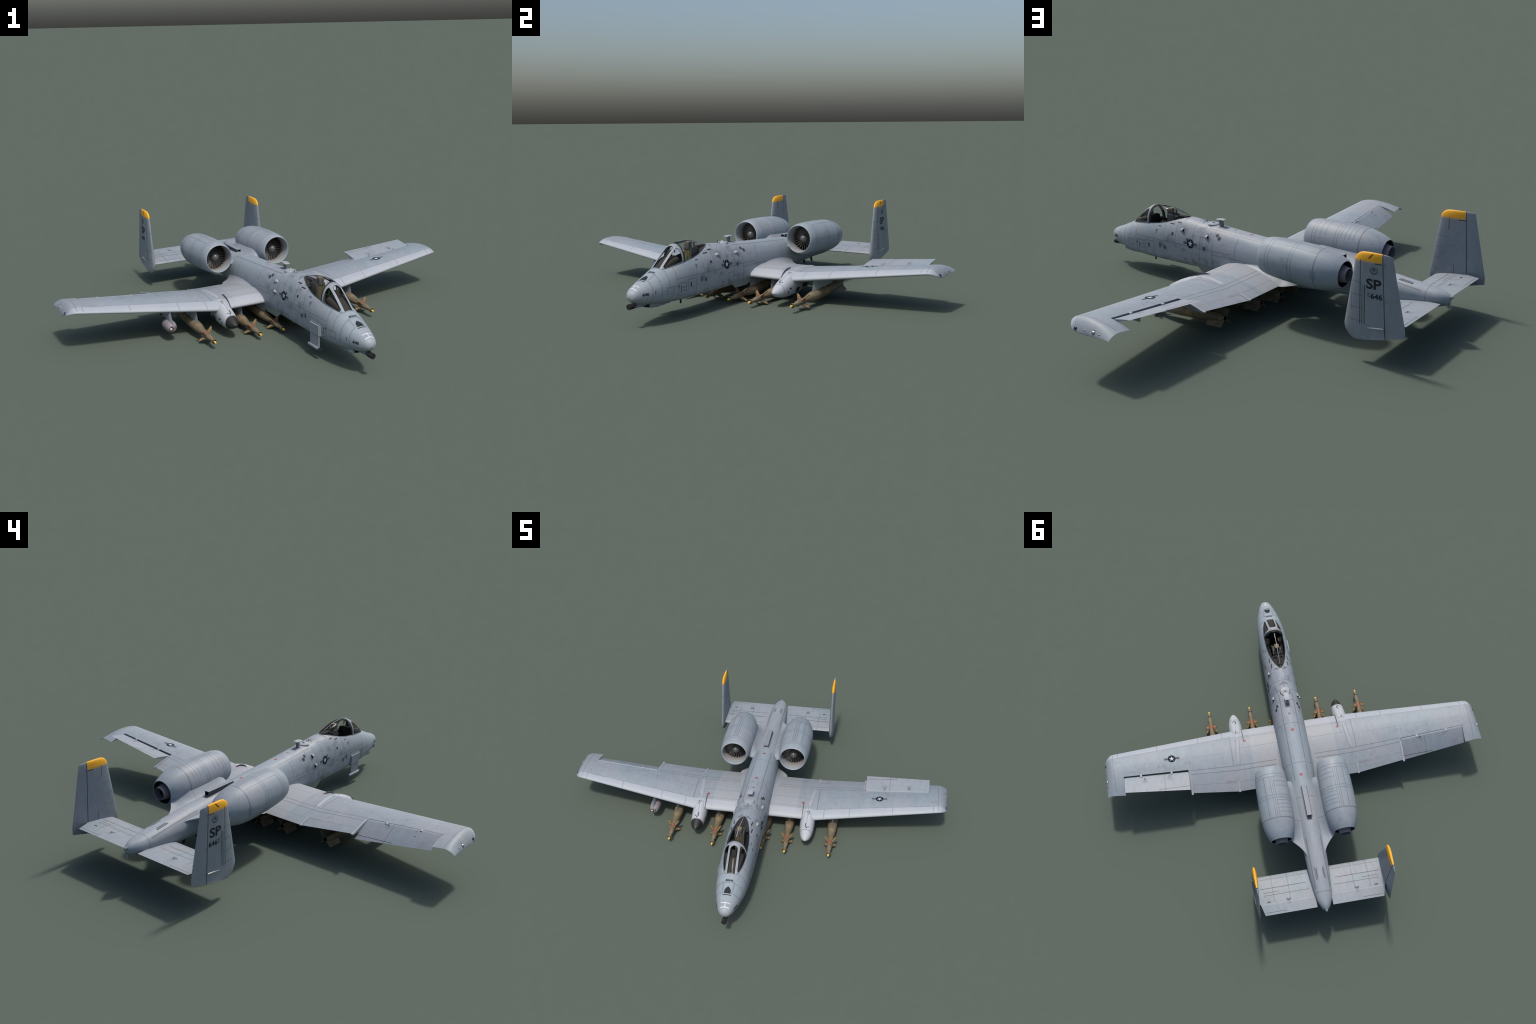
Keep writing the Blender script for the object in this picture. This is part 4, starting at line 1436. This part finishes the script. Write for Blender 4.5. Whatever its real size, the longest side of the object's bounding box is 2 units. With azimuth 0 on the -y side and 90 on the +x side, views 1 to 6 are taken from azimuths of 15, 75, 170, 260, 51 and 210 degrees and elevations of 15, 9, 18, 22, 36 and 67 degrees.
pod_soft = [(PODX, -0.384, 0.1, 0.2, 0.0008, 0.2), (PODX, -0.30, 0.2, 0.0006, 0.09, 0.1), (PODX, -0.262, 0.2, 0.2, 0.0006, 0.07)]
pod_dark = [(PODX + 0.045, -0.325, 0.098, 0.01, 0.010, 0.004), (PODX + 0.045, -0.345, 0.075, 0.02, 0.004, 0.010),
            (PODX + 0.045, -0.24, 0.078, 0.03, 0.020, 0.014), (PODX + 0.04, -0.155, 0.094, 0.03, 0.030, 0.012),
            (PODX - 0.045, -0.335, 0.095, 0.012, 0.010, 0.004), (PODX + 0.007, -0.272, 0.18, 0.0014, 0.014, 0.03),
            (PODX - 0.004, -0.266, 0.18, 0.0008, 0.006, 0.03), (PODX - 0.006, -0.357, 0.15, 0.0022, 0.012, 0.03),
            (PODX + 0.012, -0.365, 0.15, 0.003, 0.003, 0.03), (PODX + 0.002, -0.372, 0.15, 0.004, 0.003, 0.03)]
for s in (1, -1):
    bm = bmesh.new()
    gy = [g[0] for g in GP]
    rings = []
    for y in list(np.linspace(-0.444, -0.42, 8)) + list(np.linspace(-0.41, 0.045, 36)):
        y = float(y)
        w, zt, zb = (interp(gy, [g[i] for g in GP], y) for i in (1, 2, 3))
        zc = zb + (zt - zb) * 0.45
        rings.append([(s * PODX + w * spow(math.cos(a), 0.92), y, zc + (zt - zc if math.sin(a) > 0 else zc - zb) * spow(math.sin(a), 0.92))
                      for a in np.linspace(0, TAU, 40, endpoint=False)])
    loft(bm, rings, cap0=True, cap1=True)
    pod = add("gear_pod", finish(bm, "gear_pod"), paint("gear_pod_pale_grey_%s" % ("left" if s > 0 else "right"), pod_soft, pod_dark, (), P=mirror_x, extra=pod_extra(s < 0)))
    bm = bmesh.new()
    revolve(bm, [(-0.014, 0.0), (-0.014, 0.024), (-0.0125, 0.033), (-0.007, 0.0365), (0.007, 0.0365), (0.0125, 0.033), (0.014, 0.024), (0.014, 0.0)], 32, (s * PODX, -0.262, 0.0605), axis='X')
    add("wheel", finish(bm, "wheel"), DARK, parent=pod, sharp=40)

# ------------------------------------------------------------------ stores
def olive(name, extra=None):
    nt = NT(name)
    n1 = nt.noise(nt.P, 22, 3.0)
    n2 = nt.noise(nt.P, 90, 3.0)
    c = nt.mix(nt.ramp(n1, 0.35, 0.65), (0.130, 0.103, 0.062), (0.190, 0.154, 0.099))
    v = nt.math('MULTIPLY_ADD', n2, 0.4, 0.8)
    c = nt.mix(1.0, c, nt.comb(v, v, v), 'MULTIPLY')
    if extra:
        c = extra(nt, c)
    return nt.done(c, 0.6)


def bomb_marks(nt, c):
    x, y, z = nt.xyz(nt.P)
    cd = nt.ramp(nt.math('ABSOLUTE', nt.math('SUBTRACT', y, 0.122)), 0.0125, 0.014, 1.0, 0.0)
    c = nt.mix(nt.math('MULTIPLY', cd, 0.8), c, (0.27, 0.075, 0.05))
    seam = None
    for s0 in (0.172, 0.355, 0.482):
        d = nt.ramp(nt.math('ABSOLUTE', nt.math('SUBTRACT', y, s0)), 0.0004, 0.0016, 1.0, 0.0)
        seam = d if seam is None else nt.math('MAXIMUM', seam, d)
    c = nt.mix(nt.math('MULTIPLY', seam, 0.6), c, (0.05, 0.04, 0.025))
    # blocks of stencilled lettering: broken amber rows
    band = nt.ramp(nt.math('ABSOLUTE', nt.math('SUBTRACT', y, 0.382)), 0.018, 0.021, 1.0, 0.0)
    side = nt.ramp(nt.math('ABSOLUTE', x), 0.012, 0.016)
    w = nt.n("ShaderNodeTexWave", wave_type='BANDS', bands_direction='Z')
    nt.put(w.inputs["Vector"], nt.P)
    w.inputs["Scale"].default_value = 34
    w.inputs["Distortion"].default_value = 0.6
    br = nt.noise(nt.vec('MULTIPLY', nt.P, (40, 420, 300)), 1.0, 1.0)
    m = nt.math('MULTIPLY', nt.math('MULTIPLY', band, side), nt.math('MULTIPLY', nt.ramp(w.outputs["Fac"], 0.35, 0.5), nt.ramp(br, 0.42, 0.5)))
    c = nt.mix(nt.math('MULTIPLY', m, 0.8), c, (0.42, 0.22, 0.02))
    dots = nt.balls(nt.P, [(0.012, 0.160, 0.013, 0.003), (-0.012, 0.160, 0.013, 0.003)], 0.001)
    return nt.mix(dots, c, (0.55, 0.28, 0.02))


OLIVE_BODY = olive("bomb_olive", bomb_marks)
OLIVE = olive("bomb_fin_olive")
def canard_marks(nt, c):
    m = nt.balls(nt.P, [(0, 0.007, 0.027, 0.0036), (0, 0.016, 0.040, 0.0042)], 0.0015)
    return nt.mix(m, c, (0.82, 0.40, 0.03))
OLIVE_CANARD = olive("canard_olive", canard_marks)
YELLOW = plain("seeker_yellow", (0.66, 0.46, 0.09), 0.4)

bm = bmesh.new()
revolve(bm, [(0.040, 0.0080), (0.048, 0.0102), (0.060, 0.0132), (0.076, 0.0154), (0.096, 0.0164), (0.118, 0.0160), (0.160, 0.0160), (0.1715, 0.0168),
             (0.172, 0.0176), (0.195, 0.0220), (0.225, 0.0268), (0.255, 0.0294), (0.29, 0.0303), (0.355, 0.0303), (0.42, 0.0296),
             (0.465, 0.0272), (0.482, 0.0258), (0.52, 0.0232), (0.56, 0.0190), (0.595, 0.0150), (0.595, 0.0122)], 32)
revolve(bm, [(0.595, 0.0122), (0.57, 0.0118), (0.57, 0.0)], 32, mat=1)
BOMB_ME = finish(bm, "guided_bomb", weld=1e-7, recalc=False)
BOMB_ME.materials.append(OLIVE_BODY)
BOMB_ME.materials.append(BLACK)
bm = bmesh.new()
revolve(bm, [(0.016, 0.0054), (0.028, 0.0056), (0.042, 0.0082)], 20)
box(bm, -0.0010, 0.0010, 0.021, 0.030, -0.0125, 0.0125)
box(bm, -0.0125, 0.0125, 0.021, 0.030, -0.0010, 0.0010)
revolve(bm, [(0.0185, 0.0118), (0.0180, 0.0134), (0.023, 0.0136), (0.038, 0.0112), (0.0385, 0.0098), (0.0185, 0.0118)], 24)
revolve(bm, [(0.0330, 0.0110), (0.0330, 0.0070)], 24, mat=1)
SEEK_ME = finish(bm, "seeker_ring", weld=None)
SEEK_ME.materials.append(OLIVE)
SEEK_ME.materials.append(BLACK)
bm = bmesh.new()
revolve(bm, [(0.0, 0.0), (0.0, 0.0042), (0.0025, 0.0058), (0.012, 0.0064), (0.0125, 0.0052), (0.019, 0.0052)], 20)
TIP_ME = finish(bm, "seeker_tip")
TIP_ME.materials.append(YELLOW)
bm = bmesh.new()
plate(bm, [(0, -0.026, 0.014), (0, 0.020, 0.014), (0, 0.019, 0.022), (0, 0.030, 0.050), (0, 0.027, 0.0535), (0, 0.018, 0.0535), (0, 0.012, 0.0520), (0, -0.006, 0.030)], 0.0036, 0, 0.0008)
CAN_ME = finish(bm, "canard")
CAN_ME.materials.append(OLIVE_CANARD)
bm = bmesh.new()
plate(bm, [(0, 0.490, 0.020), (0, 0.497, 0.0495), (0, 0.506, 0.0515), (0, 0.594, 0.0515), (0, 0.596, 0.012), (0, 0.53, 0.016)], 0.0034, 0, 0.0008)
TFIN_ME = finish(bm, "bomb_fin")
TFIN_ME.materials.append(OLIVE)
for me in (BOMB_ME, SEEK_ME, TIP_ME, CAN_ME, TFIN_ME):
    me.shade_smooth()
    me.set_sharp_from_angle(angle=math.radians(40))


def child(name, me, parent, mat=None):
    ob = bpy.data.objects.new(name, me)
    COL.objects.link(ob)
    ob.parent = parent
    if mat is not None:
        ob.matrix_local = mat
    return ob


BOMBS = [(0.512, -0.5155, 0.0405), (0.233, -0.5125, 0.0310), (0.082, -0.5005, 0.0305)]
TILT = math.radians(3.3)
for s in (1, -1):
    for bx, by, bz in BOMBS:
        b = child("guided_bomb", BOMB_ME, root, Matrix.Translation((s * bx, by, bz)) @ Matrix.Rotation(TILT, 4, 'X'))
        child("seeker_ring", SEEK_ME, b)
        child("seeker_tip", TIP_ME, b)
        for k in range(4):
            r = Matrix.Rotation(math.pi / 4 + k * math.pi / 2, 4, 'Y')
            child("canard", CAN_ME, b, Matrix.Translation((0, 0.119, 0)) @ r)
            child("bomb_fin", TFIN_ME, b, r)

PYL_PAINT = paint("pylon_pale_grey", (), (), (), light=1.1)


def pylon(x, yf0, zf0, yf1, zf1, yr1, yr0, zr0, ztop):
    """yf: front edge low/high; rear edge high/low"""
    bm = bmesh.new()
    rs = []
    for t in np.linspace(0, 1, 8):
        ya, yb = yf0 + (yf1 - yf0) * t, yr0 + (yr1 - yr0) * t
        za, zb_ = zf0 + (ztop - zf0) * t, zr0 + (ztop - zr0) * t
        L = yb - ya
        ring = []
        n = 12
        for k in range(n + 1):
            f = k / n
            w = 0.0075 * (math.sqrt(min(1, f / 0.16)) if f < 0.16 else (1 - 0.75 * max(0, (f - 0.7) / 0.3) ** 1.5))
            ring.append((x + w, ya + f * L, za + (zb_ - za) * f))
        for k in range(n - 1, 0, -1):
            f = k / n
            w = 0.0075 * (math.sqrt(min(1, f / 0.16)) if f < 0.16 else (1 - 0.75 * max(0, (f - 0.7) / 0.3) ** 1.5))
            ring.append((x - w, ya + f * L, za + (zb_ - za) * f))
        rs.append(ring)
    loft(bm, rs, cap0=True, cap1=True)
    p = add("weapon_pylon", finish(bm, "weapon_pylon"), PYL_PAINT, sharp=50)
    bm = bmesh.new()
    for y in (yf0 + 0.105, yf0 + 0.165):
        z = zf0 + (zr0 - zf0) * (y - yf0) / (yr0 - yf0)
        box(bm, x - 0.013, x + 0.013, y - 0.003, y + 0.003, z - 0.005, z + 0.004, bevel=0.0012)
    add("sway_brace", finish(bm, "sway_brace"), DARK, parent=p)
    return p


for s in (1, -1):
    pylon(s * 0.512, -0.280, 0.0835, -0.258, 0.14, 0.02, -0.04, 0.098, 0.155)
    pylon(s * 0.233, -0.280, 0.0725, -0.262, 0.13, 0.03, -0.02, 0.087, 0.145)
    pylon(s * 0.082, -0.275, 0.0720, -0.262, 0.11, 0.03, -0.02, 0.087, 0.115)
pylon(-0.669, -0.298, 0.109, -0.262, 0.16, -0.02, -0.12, 0.118, 0.175)

# sensor pod under the right wing
nt = NT("sensor_pod_grey")
c = nt.mix(nt.noise(nt.P, 60, 3.0), (0.19, 0.17, 0.19), (0.25, 0.235, 0.255))
c = nt.mix(nt.math('MULTIPLY', nt.balls(nt.P, [(-0.700, -0.245, 0.082, 0.006), (-0.700, -0.226, 0.084, 0.006)], 0.004), 0.6), c, (0.38, 0.10, 0.12))
SPOD = nt.done(c, 0.5)
bm = bmesh.new()
PC = (-0.669, 0, 0.083)
revolve(bm, [(-0.292, 0.0), (-0.292, 0.018), (-0.288, 0.0235), (-0.277, 0.029), (-0.26, 0.0325), (-0.225, 0.0335), (-0.20, 0.031), (-0.187, 0.025), (-0.183, 0.015), (-0.182, 0.0)], 32, PC)
spod = add("sensor_pod", finish(bm, "sensor_pod"), SPOD)
bm = bmesh.new()
bmesh.ops.create_uvsphere(bm, u_segments=20, v_segments=12, radius=0.0105, matrix=Matrix.Translation((-0.679, -0.287, 0.078)))
add("pod_lens", finish(bm, "pod_lens"), plain("lens_pale", (0.50, 0.40, 0.34), 0.3), parent=spod)
bm = bmesh.new()
revolve(bm, [(-0.2935, 0.0), (-0.2935, 0.0125), (-0.285, 0.0125)], 20, (-0.677, 0, 0.079))
box(bm, -0.660, -0.653, -0.2935, -0.280, 0.075, 0.094, bevel=0.002)
add("pod_aperture", finish(bm, "pod_aperture"), BLACK, parent=spod)

# ------------------------------------------------------------------ markings
WT = {s: bvh_of(wings[s]) for s in (1, -1)}
FT = {s: bvh_of(fins[s]) for s in (1, -1)}


def roundel(origin, u, v, tree, r):
    bar = [rect2(-r * 1.48, 0, r * 0.52, r * 0.27), rect2(r * 1.48, 0, r * 0.52, r * 0.27)]
    for b in bar:
        mark("national_marking", fill2d([b], 0.006), origin, u, v, tree, FADED)
    mark("national_marking", fill2d([circle2(0, 0, r), star2(0, 0.0, r * 0.72)], 0.006), origin, u, v, tree, NAVY)
    mark("national_marking", fill2d([star2(0, 0, r * 0.72)], 0.006), origin, u, v, tree, PALE)


roundel((0.799, -0.127, 0.23), (-1, 0, 0), (0, -1, 0), WT[1], 0.0245)
for s in (1, -1):
    side = ((0, 1, 0) if s > 0 else (0, -1, 0), (0, 0, 1))
    roundel((s * 0.094, -0.524, 0.241), *side, FUS_TREE, 0.0255)
    mark("nose_number", text_outline("646", 0.0145, 0.004, 1.2, 0.0009), (s * 0.051, -1.176, 0.1755), *side, FUS_TREE, CHAR)
    mark("tail_code", text_outline("SP", 0.044, 0.004, 1.18, 0.0016), (s * 0.412, 0.847, 0.369), *side, FT[s], CHAR)
    mark("tail_number", text_outline("646", 0.0235, 0.004, 1.12, 0.0009), (s * 0.412, 0.862, 0.316), *side, FT[s], CHAR)
    mark("tail_number", text_outline("AF", 0.009), (s * 0.412, 0.825, 0.325), *side, FT[s], FADED)
    mark("tail_number", text_outline("79", 0.009), (s * 0.412, 0.825, 0.312), *side, FT[s], FADED)
    ex = 0.0
    mark("unit_badge", fill2d([circle2(0, 0, 0.0185), circle2(0, 0.003, 0.0145)], 0.006), (s * 0.412, 0.848, 0.434), *side, FT[s], FADED)
    mark("unit_badge", fill2d([circle2(0, 0.004, 0.0085)], 0.006), (s * 0.412, 0.848, 0.434), *side, FT[s], FADED)
UPV = ((-1, 0, 0), (0, -1, 0))
UPA = ((1, 0, 0), (0, 1, 0))
mark("nose_code", text_outline("80646", 0.0125), (0, -1.066, 0.27), *UPA, FUS_TREE, CHAR)
for y in (-1.192, -1.216):
    mark("refuelling_guide", fill2d([rect2(0, 0, 0.0255, 0.0019)], 0.003), (0, y, 0.22), *UPA, FUS_TREE, WHITE)
mark("refuelling_guide", fill2d([rect2(0, 0, 0.0018, 0.010)], 0.003), (0, -1.204, 0.22), *UPA, FUS_TREE, WHITE)
mark("receptacle_panel", fill2d([[(-0.0185, -0.018), (0.0185, -0.018), (0.0185, 0.0), (0.012, 0.012), (0.0, 0.022), (-0.012, 0.012), (-0.0185, 0.0)]], 0.004),
     (0, -1.122, 0.25), *UPA, FUS_TREE, CHAR)
mark("receptacle_panel", fill2d([rect2(0, 0, 0.0235, 0.0022)], 0.004), (0, -1.148, 0.25), *UPA, FUS_TREE, CHAR)
mark("spine_stencil", fill2d([[(-0.027, 0.010), (0.0, -0.012), (0.027, 0.010), (0.023, 0.014), (0.0, -0.004), (-0.023, 0.014)], [(-0.0255, 0.0105), (0.0, -0.0105), (0.0255, 0.0105), (0.023, 0.0128), (0.0, -0.0055), (-0.023, 0.0128)]], 0.004),
     (0, -0.492, 0.35), *UPA, FUS_TREE, CHAR)
mark("spine_stencil", fill2d([[(-0.017, 0.012), (0.0, -0.001), (0.017, 0.012), (0.0, 0.003)]], 0.004), (0, -0.490, 0.35), *UPA, FUS_TREE, FADED)
